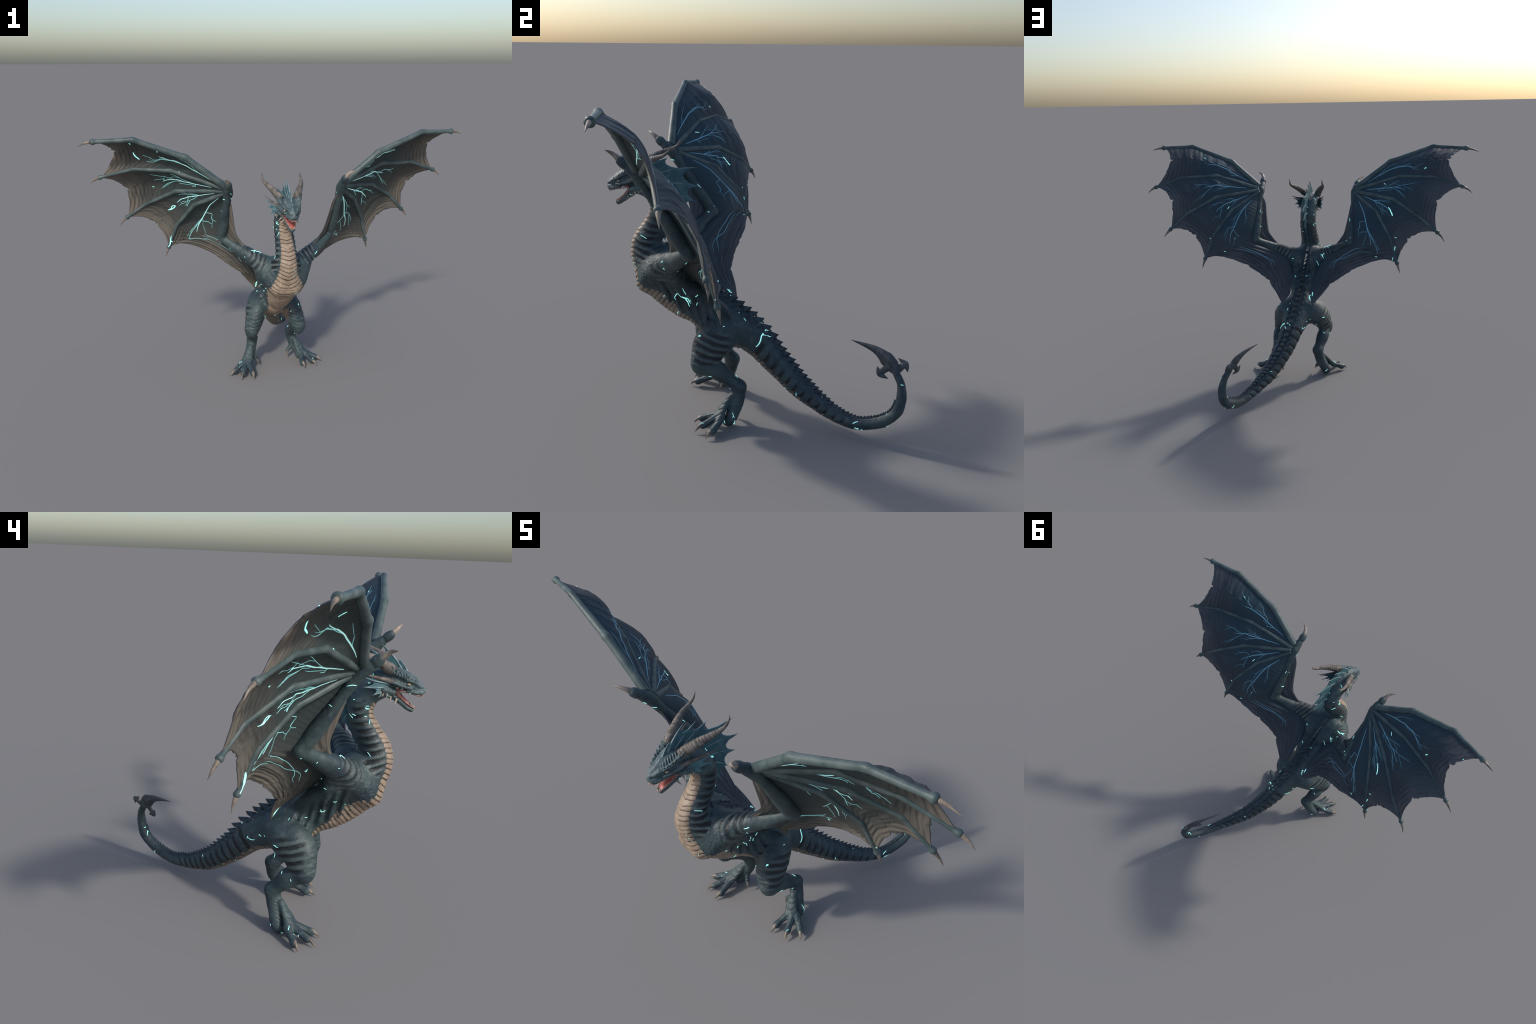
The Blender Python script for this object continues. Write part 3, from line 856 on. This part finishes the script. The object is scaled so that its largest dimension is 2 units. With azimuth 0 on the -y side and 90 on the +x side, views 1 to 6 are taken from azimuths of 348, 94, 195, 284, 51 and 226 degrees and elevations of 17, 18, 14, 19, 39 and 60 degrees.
crest = [((-.560, 1.050), (-.518, 1.106)), ((-.538, 1.062), (-.452, 1.155)), ((-.505, 1.066), (-.404, 1.139)), ((-.475, 1.060), (-.359, 1.118)), ((-.440, 1.040), (-.247, 1.079)),
         ((-.400, 1.010), (-.227, .998)), ((-.370, .970), (-.249, .934)), ((-.352, .930), (-.290, .880)), ((-.352, .885), (-.335, .845)), ((-.366, .850), (-.362, .822)), ((-.382, .815), (-.380, .792)), ((-.396, .780), (-.390, .762))]
fin("crest", [(V(0.002, *a), V(0.002, *b)) for a, b in crest], HEAD, ray_r=.0048, notch=.30)
for s in (1, -1):
    m = V(s, 1, 1)
    fin("ear_fin", [(V(.050, -.498, 1.022) * m, V(.098, -.392, 1.050) * m), (V(.050, -.492, 1.010) * m, V(.092, -.405, 1.010) * m), (V(.048, -.488, 1.000) * m, V(.082, -.440, .980) * m), (V(.046, -.486, .990) * m, V(.070, -.462, .972) * m)],
        HEAD, ray_r=.0036, notch=.38, side=unit(V(s * .5, -.3, .4)))

# ------------------------------------------------------------------ claws
for s in (1, -1):
    for base, tip in LEG[s]["toes"]:
        d = unit((tip - base) * V(1, 1, 0))
        a = base - d * .002 + V(0, 0, .003)
        add_mesh("claw", *cone(a, tip + V(0, 0, .0005 - min(tip[2], .006)), .0128, bend=V(0, 0, .0090), n=9, seg=10, taper=.75), MAT["claw"], LEGS[s])
    a, b = LEG[s]["dew"]
    add_mesh("claw", *cone(a, b, .009, bend=unit(a * V(-1, -1, 0)) * .004 + V(0, -.004, 0), n=8, seg=10, taper=.8), MAT["claw"], LEGS[s])


# ------------------------------------------------------------------ dorsal spines, scutes and belly plates
S_FULL = resample(spline(SPINE, 900), 900)
S_UP = spine_up(S_FULL[:, :3])
S_T = unit(np.gradient(S_FULL[:, :3], axis=0))
S_SIDE = np.cross(S_T, S_UP)
S_LEN = np.r_[0, np.cumsum(np.linalg.norm(np.diff(S_FULL[:, :3], axis=0), axis=1))]


def at(s):
    i = int(np.clip(np.searchsorted(S_LEN, s), 1, len(S_LEN) - 1))
    return S_FULL[i, :3], S_UP[i], S_T[i], S_SIDE[i], S_FULL[i, 3:]


def skin_point(s, ang, lift=0.0, tree=None, reach=.075):
    """Point of the body surface at arc length s and angle from dorsal (0) to ventral (pi)."""
    c, u, t, sd, r = at(s)
    d = u * math.cos(ang) + sd * math.sin(ang)
    rr = 1 / math.sqrt((math.sin(ang) / r[0]) ** 2 + (math.cos(ang) / (r[1] if math.cos(ang) > 0 else r[2])) ** 2)
    hit = (tree or TREE).ray_cast(Vector(c + d * (rr + reach)), Vector(-d), reach + .045)
    p = np.array(hit[0]) if hit[0] is not None else c + d * rr
    return p + d * lift, d


def scute(p, d, t, sd, L, W, H, tilt):
    """Keeled, pointed scale lying back along t with its tip raised."""
    rows = []
    for k, (f, w, h) in enumerate([(-.45, .35, .0), (-.15, .95, .10), (.25, 1.0, .32), (.60, .60, .62), (.85, .22, .88), (1.0, .02, 1.0)]):
        c = p + t * (f * L) + d * (h * H)
        rows.append([c - sd * (w * W) - d * (.10 * H + .5 * h * H + .003), c - sd * (w * W * .45) + d * .10 * H * w, c + d * (.30 * H * w), c + sd * (w * W * .45) + d * .10 * H * w, c + sd * (w * W) - d * (.10 * H + .5 * h * H + .003), c - d * (.45 * H * h + .004)])
    X = np.array(rows).reshape(-1, 3)
    F = []
    for i in range(5):
        for j in range(6):
            F.append((i * 6 + j, (i + 1) * 6 + j, (i + 1) * 6 + (j + 1) % 6, i * 6 + (j + 1) % 6))
    F += [(0, 1, 2, 3, 4, 5), (35, 34, 33, 32, 31, 30)]
    return X, F


L_NECK = S_LEN[np.argmin(np.abs(S_FULL[:, 2] - .735) + (S_FULL[:, 1] > -.42) * 9)]
s = L_NECK + .02
s_end = S_LEN[np.argmin(np.linalg.norm(S_FULL[:, :3] - V(.247, .598, .196), axis=1))]
i = 0
while s < s_end:
    f = (s - L_NECK) / (s_end - L_NECK)
    size = np.interp(f, [0, .15, .3, .55, .75, 1], [.8, 1.0, 1.15, .9, .60, .32])
    p, d = skin_point(s, 0.0, -.001)
    c, u, t, sd, r = at(s)
    par = TORSO if f < .36 else TAIL
    add_mesh("dorsal_spine", *scute(p, d, t, sd, .031 * size, .017 * size, .027 * size, 0), MAT["scute"], par, flat=True)
    if f < .93:
        for e in (1, -1):
            ang = e * np.interp(f, [0, .4, 1], [.22, .40, .55])
            p2, d2 = skin_point(s + .012 * size, ang, -.001)
            add_mesh("dorsal_scute", *scute(p2, d2, t, np.cross(t, d2), .026 * size, .013 * size, .007 * size, 0), MAT["scute"], par, flat=True)
    s += .0345 * size
    i += 1


def plate(s0, s1, half, chev, lift, nphi=19, ns=9, mat="plate", name="belly_plate", parent=None, tree=None, reach=.075, lined=False):
    """Overlapping ventral plate: chevron-edged, rounded toward its free lower edge."""
    G = []
    for a in np.linspace(-1, 1, nphi):
        colm = []
        for b in np.linspace(0, 1, ns):
            ss = s0 + (s1 - s0) * b + chev * (1 - abs(a)) ** 1.0
            edge = 1 - abs(a) ** 6
            h = lift * (b ** 1.2) * (1 if b < .99 else .55) * (.25 + .75 * edge) - .001
            p, d = skin_point(min(ss, S_LEN[-1] - .001), math.pi + a * half, h, tree, reach)
            colm.append(p)
        cc, *_ = at(s1)
        colm.append(colm[-1] + (cc - colm[-1]) * .06)
        G.append(colm)
    G = np.array(G)
    n2 = ns + 1
    F = [(i * n2 + j, i * n2 + j + 1, (i + 1) * n2 + j + 1, (i + 1) * n2 + j) for i in range(nphi - 1) for j in range(n2 - 1)]
    slots = [1 if j < 3 or j >= n2 - (3 if lined else 2) else 0 for i in range(nphi - 1) for j in range(n2 - 1)]
    return add_mesh(name, G.reshape(-1, 3), F, None, parent, mats=[MAT[mat], MAT["plate_seam"]], slots=slots if ns == 9 else None)


s_chin = S_LEN[np.argmin(np.linalg.norm(S_FULL[:, :3] - V(0, -.424, .976), axis=1))]
s_chest = S_LEN[np.argmin(np.linalg.norm(S_FULL[:, :3] - SPINE[9, :3], axis=1))]
s_groin = S_LEN[np.argmin(np.linalg.norm(S_FULL[:, :3] - V(.004, -.15, .422), axis=1))]
s_tailend = S_LEN[np.argmin(np.linalg.norm(S_FULL[:, :3] - SPINE[22, :3], axis=1))]
def advance(s, gap):
    """Arc length at which the ventral surface has moved on by gap."""
    p0, _ = skin_point(s, math.pi)
    e = s
    while e < s + gap * 1.6 and np.linalg.norm(skin_point(e, math.pi)[0] - p0) < gap:
        e += gap * .04
    return e


s = s_chin
while s < s_groin:
    if s < s_chest:
        f = (s - s_chin) / (s_chest - s_chin)
        gap, half, chev = np.interp(f, [0, .4, 1], [.0160, .0195, .0200]), np.interp(f, [0, .6, 1], [.74, .76, .80]), .62
    else:
        f = (s - s_chest) / (s_groin - s_chest)
        gap, half, chev = .0190, np.interp(f, [0, .12, .30, .5, .7, 1], [.85, 1.10, 1.20, .95, .60, .34]), np.interp(f, [0, .3, .6, 1], [.8, 1.2, 1.0, .5])
    low = s < s_chest
    nxt = advance(s, gap)
    step = nxt - s
    plate(s - step * .35, s + step * 1.05, half, chev * step, .0062 if low else .0048, parent=NECK if low else TORSO, reach=.075 if s < s_chest + .5 * (s_groin - s_chest) else .025)
    s = nxt
while s < s_tailend:
    f = (s - s_groin) / (s_tailend - s_groin)
    step = np.interp(f, [0, 1], [.022, .013])
    plate(s - step * .3, s + step * 1.05, np.interp(f, [0, .15, 1], [.5, 1.10, .95]), .003, .0040, reach=.02, nphi=11, ns=5, mat="tail_plate", name="under_tail_plate", parent=TAIL)
    s += step

# ------------------------------------------------------------------ tail blade with barbs
AX = spline([V(.222, .590, .285), V(.205, .570, .315), V(.183, .540, .347), V(.151, .489, .376), V(.105, .396, .391)], 60)
t = np.linspace(0, 1, 60)
wid = np.interp(t, [0, .12, .22, .34, .42, .52, .60, .80, 1], [.013, .014, .020, .030, .030, .031, .024, .012, .0005])
thk = np.interp(t, [0, .2, .5, .8, 1], [.013, .013, .011, .007, .0005])
WD = unit(V(-.035, .456, .89))
bl = tube(AX, wid, thk, ref=WD, seg=24, shape=lambda a, i: 1 - .18 * np.abs(np.sin(2 * a)) ** 1.0)
BLADE = add_mesh("tail_blade", *bl, MAT["blade"], TAIL)
T_, U_, S_ = frames(AX, WD)
for e, pts in ((1, [(V(.218, .622, .311)), V(.203, .612, .338), V(.188, .583, .358)]), (-1, [V(.205, .548, .271), V(.186, .516, .283), V(.173, .504, .310)])):
    P = spline(pts, 24)
    tt = np.linspace(-1, 1, 24)
    r = .014 * (1 - np.abs(tt) ** 1.2) + .0005
    nrm = np.cross(WD, T_[10])
    bag = [tube(P, r * .45, r, ref=nrm, seg=12)]
    root = AX[12] if e > 0 else AX[22]
    bag.append(tube(spline([P[12], lerp(P[12], root, .5), root], 8), np.full(8, .0065), np.linspace(.012, .018, 8), ref=nrm, seg=10))
    add_mesh("tail_barb", *join(bag), MAT["blade"], BLADE)
for k in range(12):
    i = 6 + k * 3
    p = AX[i] + S_[i] * thk[i] * .8
    add_mesh("blade_tooth", *cone(p, p + S_[i] * .007 + T_[i] * .004, .0045, n=4, seg=6), MAT["blade"], BLADE)
    p = AX[i] - S_[i] * thk[i] * .8
    add_mesh("blade_tooth", *cone(p, p - S_[i] * .007 + T_[i] * .004, .0045, n=4, seg=6), MAT["blade"], BLADE)


# ------------------------------------------------------------------ wings
def finger_curve(pts, n=60):
    """Bones are nearly straight between joints: add points close to each joint before smoothing."""
    rows = [pts[0]]
    for a, b in zip(pts[:-1], pts[1:]):
        rows += [lerp(a, b, .18), lerp(a, b, .5), lerp(a, b, .82), b]
    return resample(spline(rows, 240), n)


def circle3(a, b, c):
    """Centre and radius of the circle through three points in space."""
    ab, ac = b - a, c - a
    n = np.cross(ab, ac)
    o = a + (np.cross(n, ab) * (ac @ ac) + np.cross(ac, n) * (ab @ ab)) / (2 * (n @ n))
    return o, np.linalg.norm(o - a)


def sheet(G, thick, rim=True):
    """Closed thin sheet from a grid of points: underside, upperside and rim. Returns points, faces, slots, normals."""
    du, dv = np.gradient(G, axis=0), np.gradient(G, axis=1)
    N = unit(np.cross(du, dv))
    nu, nv = G.shape[:2]
    X = np.vstack([(G - N * thick).reshape(-1, 3), (G + N * thick).reshape(-1, 3)])
    o = nu * nv
    F, S = [], []
    for i in range(nu - 1):
        for j in range(nv - 1):
            q = (i * nv + j, i * nv + j + 1, (i + 1) * nv + j + 1, (i + 1) * nv + j)
            F += [q, tuple(k + o for k in q[::-1])]
            S += [0, 1]
    loop = [i * nv for i in range(nu)] + [(nu - 1) * nv + j for j in range(1, nv)] + [i * nv + nv - 1 for i in range(nu - 2, -1, -1)] + [j for j in range(nv - 2, 0, -1)]
    for a, b in zip(loop, loop[1:] + loop[:1]):
        F.append((a, b, b + o, a + o))
        S.append(1)
    return X, F, S, N


def surface_at(G, u, t):
    nu, nv = G.shape[:2]
    a, b = np.clip(u, 0, 1) * (nu - 1), np.clip(t, 0, 1) * (nv - 1)
    i, j = min(int(a), nu - 2), min(int(b), nv - 2)
    fa, fb = a - i, b - j
    return (G[i, j] * (1 - fa) + G[i + 1, j] * fa) * (1 - fb) + (G[i, j + 1] * (1 - fa) + G[i + 1, j + 1] * fa) * fb


def ribbon(P, N, w, lift):
    """Slightly ridged strip lying on a surface: points, normals, half widths."""
    P, N = np.asarray(P), unit(N)
    T = unit(np.gradient(P, axis=0))
    B = unit(np.cross(N, T))
    w = np.asarray(w)[:, None]
    X = np.stack([P + B * w - N * .0010, P + B * w * .6 + N * lift, P + N * lift * 1.6, P - B * w * .6 + N * lift, P - B * w - N * .0010], 1)
    n = len(P)
    F = [(i * 5 + j, i * 5 + j + 1, (i + 1) * 5 + j + 1, (i + 1) * 5 + j) for i in range(n - 1) for j in range(4)]
    return X.reshape(-1, 3), F


def bolt(rng, u0, t0, u1, t1, n=16, jag=.03):
    """Jagged path in panel coordinates."""
    k = np.linspace(0, 1, n)
    off = np.zeros(n)
    for f in (2, 4, 8):
        off += np.interp(k * f, np.arange(f + 1), rng.uniform(-1, 1, f + 1)) * jag * 2 / f
    off *= np.sin(np.pi * k) ** .4
    return np.stack([u0 + (u1 - u0) * k + off * .4, t0 + (t1 - t0) * k + off], 1)


for s in (1, -1):
    w = WING[s]
    W = WINGS[s]
    rng = np.random.default_rng(20 + s)
    curves = []
    dorsal = unit(V(-s * .15, .80, .45))
    for i, f in enumerate(w["fingers"]):
        f = [f[0] + dorsal * .010, f[1] + dorsal * .013, f[2] + dorsal * .008, f[3], f[4]]
        P = finger_curve(f[:4], 90)
        curves.append(P)
        L = np.r_[0, np.cumsum(np.linalg.norm(np.diff(P, axis=0), axis=1))]
        joints = [L[np.argmin(np.linalg.norm(P - q, axis=1))] for q in f[1:3]]
        tt = L / L[-1]
        r = np.interp(tt, [0, .1, .5, .9, 1], [.0180, .0170, .0145, .0105, .0100] if i == 0 else [.0130, .0122, .0108, .0080, .0082])
        for jl in joints:
            r = r * (1 + .20 * np.exp(-((L - jl) / .012) ** 2))
        r = r * (1 + .60 * np.exp(-((L - L[-1] + .010) / .010) ** 2))
        r[-1] *= .75
        add_mesh("wing_finger", *tube(P, r, ref=(0, 1, .3), seg=16), MAT["finger"], W)
        d = unit(P[-1] - P[-4])
        side = unit(f[4] - f[3])
        add_mesh("wing_claw", *cone(P[-1] - d * .004, f[4], .0085, bend=(d - side) * .25 * np.linalg.norm(f[4] - f[3]) * .8, n=9, seg=10, taper=.8), MAT["claw"], W)
    th, tip = w["thumb"], w["thumb_tip"]
    d = unit(th - w["wrist"])
    add_mesh("thumb_claw", *cone(th - d * .006, tip, .0135, bend=(d - unit(tip - th)) * .016 + V(0, -.006, .008), n=12, seg=12, taper=.8), MAT["thumb_claw"], W)

    wrist = w["wrist"]
    panels = []
    for i, (depth, bil) in enumerate(((.082, .040), (.078, .032), (.084, .016))):
        A, B = resample(curves[i], 64), resample(curves[i + 1], 64)
        NU, NT = 110, 56
        U, T = np.linspace(0, 1, NU), np.linspace(0, 1, NT)
        tear = .022 * np.exp(-((T - .5 - .06 * (i - 1)) / .025) ** 2) + .007 * noise3(np.stack([T * 13, T * 0 + s, T * 0 + i], 1), 2) * np.sin(np.pi * T) + .005 * noise3(np.stack([T * 40, T * 0 + s, T * 0 + i], 1), 3) * np.sin(np.pi * T)
        smax = .985 - depth * (4 * T * (1 - T)) ** .75 * 1.35 - tear
        SS = U[:, None] * smax[None]
        idx = SS * 63
        i0 = np.minimum(idx.astype(int), 62)
        fr = (idx - i0)[..., None]
        G = (A[i0] * (1 - fr) + A[i0 + 1] * fr) * (1 - T)[None, :, None] + (B[i0] * (1 - fr) + B[i0 + 1] * fr) * T[None, :, None]
        arch = (4 * T * (1 - T))[None, :]
        wv = U[:, None] + .03 * noise3(np.stack([np.repeat(U[:, None], NT, 1).ravel() * 6, np.repeat(T[None], NU, 0).ravel() * 5, np.full(NU * NT, s + i * 3.0)], 1), 4).reshape(NU, NT)
        ripple = .0018 * np.sin(wv * 2 * np.pi * 21) * smooth(.35, .8, U)[:, None] * (arch ** .4 * (1.5 - arch)) + .0022 * np.sin(wv * 2 * np.pi * 9) * smooth(.2, .5, U)[:, None] * arch
        G = G + dorsal * (bil * arch * smooth(0, .9, U)[:, None] + ripple)[..., None]
        panels.append((G, A[-1], G[-1, NT // 2], B[-1]))
    # broad inner panel: bounded by last finger + trailing edge on one side, forearm + upper arm + flank on the other
    el, sh = w["elbow"], w["shoulder"]
    H, NT = 66, 70
    arm_low = np.array([wrist + V(0, .004, -.006), lerp(wrist, el, .5) + V(0, .006, -.006), el + V(s * .006, .004, -.012)])
    flank = np.array([arm_low[-1], lerp(el, sh, .5) + V(0, .006, -.014), sh + V(-s * .015, .030, -.014), V(s * .072, -.262, .620), V(s * .064, -.185, .552), V(s * .060, -.135, .508), w["tip"]])
    edge = resample(spline([curves[3][-3]] + w["edge"] + [w["tip"]], 240), H)
    f_ = np.linspace(0, 1, H)
    nick = .012 * np.exp(-((f_ - .45) / .02) ** 2) + .012 * np.exp(-((f_ - .72) / .016) ** 2) + .005 * noise3(np.stack([f_ * 30, f_ * 0 + s, f_ * 0], 1), 6) * np.sin(np.pi * f_)
    A = np.vstack([resample(curves[3][:88], H), edge[1:]])
    B = np.vstack([resample(spline(arm_low, 60), H), resample(spline(flank, 120), H)[1:]])
    inward = unit(B[H - 1:] - edge)
    A[H - 1:] += nick[:, None] * inward
    NU = len(A)
    U, T = np.linspace(0, 1, NU), np.linspace(0, 1, NT)
    G = A[:, None] * (1 - T)[None, :, None] + B[:, None] * T[None, :, None]
    arch = (4 * T * (1 - T))[None, :]
    wv = T[None] + .05 * noise3(np.stack([np.repeat(U[:, None], NT, 1).ravel() * 7, np.repeat(T[None], NU, 0).ravel() * 5, np.full(NU * NT, s * 1.0)], 1), 4).reshape(NU, NT)
    ends = np.minimum(1, np.minimum(U, 1 - U) * 8)[:, None]
    G = G + dorsal * (.056 * (T * np.sqrt(1 - T) / .385)[None, :] * (np.sin(np.pi * U) ** .8 * smooth(.92, .55, U))[:, None] + .0024 * np.sin(wv * 2 * np.pi * 13) * smooth(.75, .1, T)[None] * smooth(.32, .5, U)[:, None] * ends * np.minimum(1, arch * 5) + .0035 * np.sin(wv * 2 * np.pi * 5) * smooth(.4, .6, U)[:, None] * ends * arch)[..., None]
    panels.append((G, edge[0], edge[H // 2], edge[-1]))
    # leading membrane in front of the elbow
    lead = np.array([wrist + V(0, 0, -.02), V(s * .270, -.384, 1.024), V(s * .258, -.362, .956), V(s * .240, -.332, .864), V(s * .220, -.326, .825), V(s * .184, -.332, .779), V(s * .140, -.345, .748)])
    arm_ = np.array([wrist + V(0, 0, -.02), lerp(wrist, el, .35), lerp(wrist, el, .7), el + V(0, 0, .004), lerp(el, sh, .35), lerp(el, sh, .7), sh + V(-s * .01, 0, .01)])
    A2, B2 = resample(spline(lead, 120), 70), resample(spline(arm_, 120), 70)
    T2 = np.linspace(0, 1, 16)
    G2 = A2[:, None] * (1 - T2)[None, :, None] + B2[:, None] * T2[None, :, None]
    G2 = G2 + V(-s * .5, .5, 0) * (.004 * np.sin(T2 * 2 * np.pi * 2.5)[None, :] * np.sin(np.pi * np.linspace(0, 1, 70))[:, None])[..., None]
    panels.append((G2.transpose(1, 0, 2), A2[5], A2[35], A2[-5]))
    veins = []
    for k, (G, a, b, c) in enumerate(panels):
        flip = np.cross(G[-1, G.shape[1] // 2] - G[0, G.shape[1] // 2], G[G.shape[0] // 2, -1] - G[G.shape[0] // 2, 0]) @ dorsal < 0
        if flip:
            G = G[:, ::-1]
        X, F, S, N = sheet(G, .0016)
        o, r = circle3(a, b, c)
        ob = add_mesh("wing_membrane", X, F, None, W, origin=o, mats=[MAT["under"], MAT["upper"]], slots=S)
        ob["edge_radius"] = float(r)
        if k == 4:
            continue
        # lightning: a trunk from the wrist with side forks, on both faces of the sheet
        nu, nv = G.shape[:2]
        tc = .5
        if k == 3:
            trunk = bolt(rng, .10, .5, .46, .5, 22, .08)
        else:
            trunk = bolt(rng, .14, tc, .62, tc + rng.uniform(-.08, .08), 22, .06)
        strokes = [(trunk, .0034)]
        for q in range(4 if k else 3):
            i = int(rng.uniform(.2, .85) * 21)
            u0, t0 = trunk[i]
            e = 1 if q % 2 else -1
            br = bolt(rng, u0, t0, u0 + rng.uniform(.06, .20), t0 + e * rng.uniform(.16, .36), 14, .06)
            strokes.append((br, .0016))
            j = int(rng.uniform(.4, .7) * 13)
            strokes.append((bolt(rng, *br[j], br[j, 0] + rng.uniform(.08, .16), br[j, 1] + rng.uniform(-.16, .16), 9, .03), .0010))
        if k == 3:
            for q in range(2):
                ta, tb = (.66 - .2 * q, .40), (.50 + .08 * q, .76)
                a_, b_ = (ta[0], tb[0]) if not flip else (1 - ta[0], 1 - tb[0])
                strokes.append((bolt(rng, .52 + .03 * q, a_, tb[1], b_, 16, .07), .0020))
        for st, wd in strokes:
            st = np.clip(st, .02, .97)
            Ps = np.array([surface_at(G, *p) for p in st])
            Ns = np.array([surface_at(N, *p) for p in st])
            taper = np.sin(np.pi * np.linspace(.04, .97, len(st))) ** .5
            veins.append((2 if wd > .003 else 0, ribbon(Ps - Ns * .0017, -Ns, wd * taper, .0006)))
            veins.append((1, ribbon(Ps + Ns * .0017, Ns, wd * .8 * taper, .0006)))
    for face, mat in ((0, "vein_under"), (1, "vein_upper"), (2, "vein_core")):
        ob = add_mesh("lightning_vein", *join([g for f_, g in veins if f_ == face]), MAT[mat], W)
        ob["kind"] = "stuff"

# ------------------------------------------------------------------ stray sparks of lightning over the skin
dg = bpy.context.evaluated_depsgraph_get()
skinP, skinF = [BP, HP], [BQ.tolist(), (HQ + len(BP)).tolist()]
o = len(BP) + len(HP)
for ob in bpy.data.objects:
    if ob.name.startswith(("wing_membrane", "wing_finger")):
        Pm = np.array([v.co for v in ob.data.vertices]) + np.array(ob.location)
        skinP.append(Pm)
        skinF.append([[i + o for i in p.vertices] for p in ob.data.polygons])
        o += len(Pm)
ALL = BVHTree.FromPolygons(np.vstack(skinP).tolist(), sum(skinF, []))
rng = np.random.default_rng(5)


def spark(p, direction, length, width, forks=1):
    """A jagged glowing crack hugging the nearest surface."""
    out, todo = [], [(np.array(p), unit(direction), length, width, forks)]
    while todo:
        q, d, L, wd, fk = todo.pop()
        n = max(4, int(L / .005))
        Ps, Ns = [], []
        for i in range(n):
            loc, nrm, _, _ = ALL.find_nearest(Vector(q))
            if loc is None:
                break
            loc, nrm = np.array(loc), np.array(nrm)
            Ps.append(loc)
            Ns.append(nrm)
            d = unit(d - nrm * (d @ nrm) + .20 * rng.normal(size=3))
            d = unit(d - nrm * (d @ nrm))
            q = loc + d * (L / n)
            if fk and i == n // 2:
                todo.append((loc, unit(d + .9 * unit(np.cross(nrm, d)) * rng.choice((-1, 1))), L * .45, wd * .7, fk - 1))
        if len(Ps) > 2:
            Ns = np.array(Ns)
            Ns = unit(Ns + np.roll(Ns, 1, 0) * .5)
            t = np.linspace(0, 1, len(Ps))
            out.append(ribbon(Ps, Ns, wd * (.35 + .65 * np.sin(np.pi * np.clip(t * .9 + .08, 0, 1))), .0010))
    return out


sparks = []
for p, d, L, wd in [(V(.115, -.345, .535), V(.1, .8, .6), .13, .0034), (V(.08, .0, .33), V(.1, .75, .6), .12, .0032), (V(-.11, -.36, .745), V(-1, .2, .3), .07, .0034),
                    (V(-.09, -.10, .47), V(0, -1, .4), .08, .0036), (V(.06, -.50, .60), V(0, -.3, -1), .05, .0026), (V(.03, -.53, .70), V(.3, 0, -1), .05, .0026),
                    (V(-.06, -.12, .52), V(.2, .3, -1), .06, .0036), (V(-.7, -.3, 1.25), V(-.5, 0, .6), .07, .0040), (V(-.5, -.2, 1.05), V(-.4, .4, -.8), .13, .0036), (V(-.56, -.12, .83), V(-.1, .1, -1), .10, .0040)]:
    sparks += spark(p, d, L, wd, 1)
pool = np.vstack(skinP)
for i in range(150):
    p = pool[rng.integers(len(BP))] if i < 80 else pool[rng.integers(len(pool))]
    sparks += spark(p, rng.normal(size=3), abs(rng.normal(.010, .012)) + .006, rng.uniform(.0010, .0021), int(rng.random() < .25))
ob = add_mesh("lightning_spark", *join(sparks), MAT["glow"], ROOT)
ob["kind"] = "stuff"
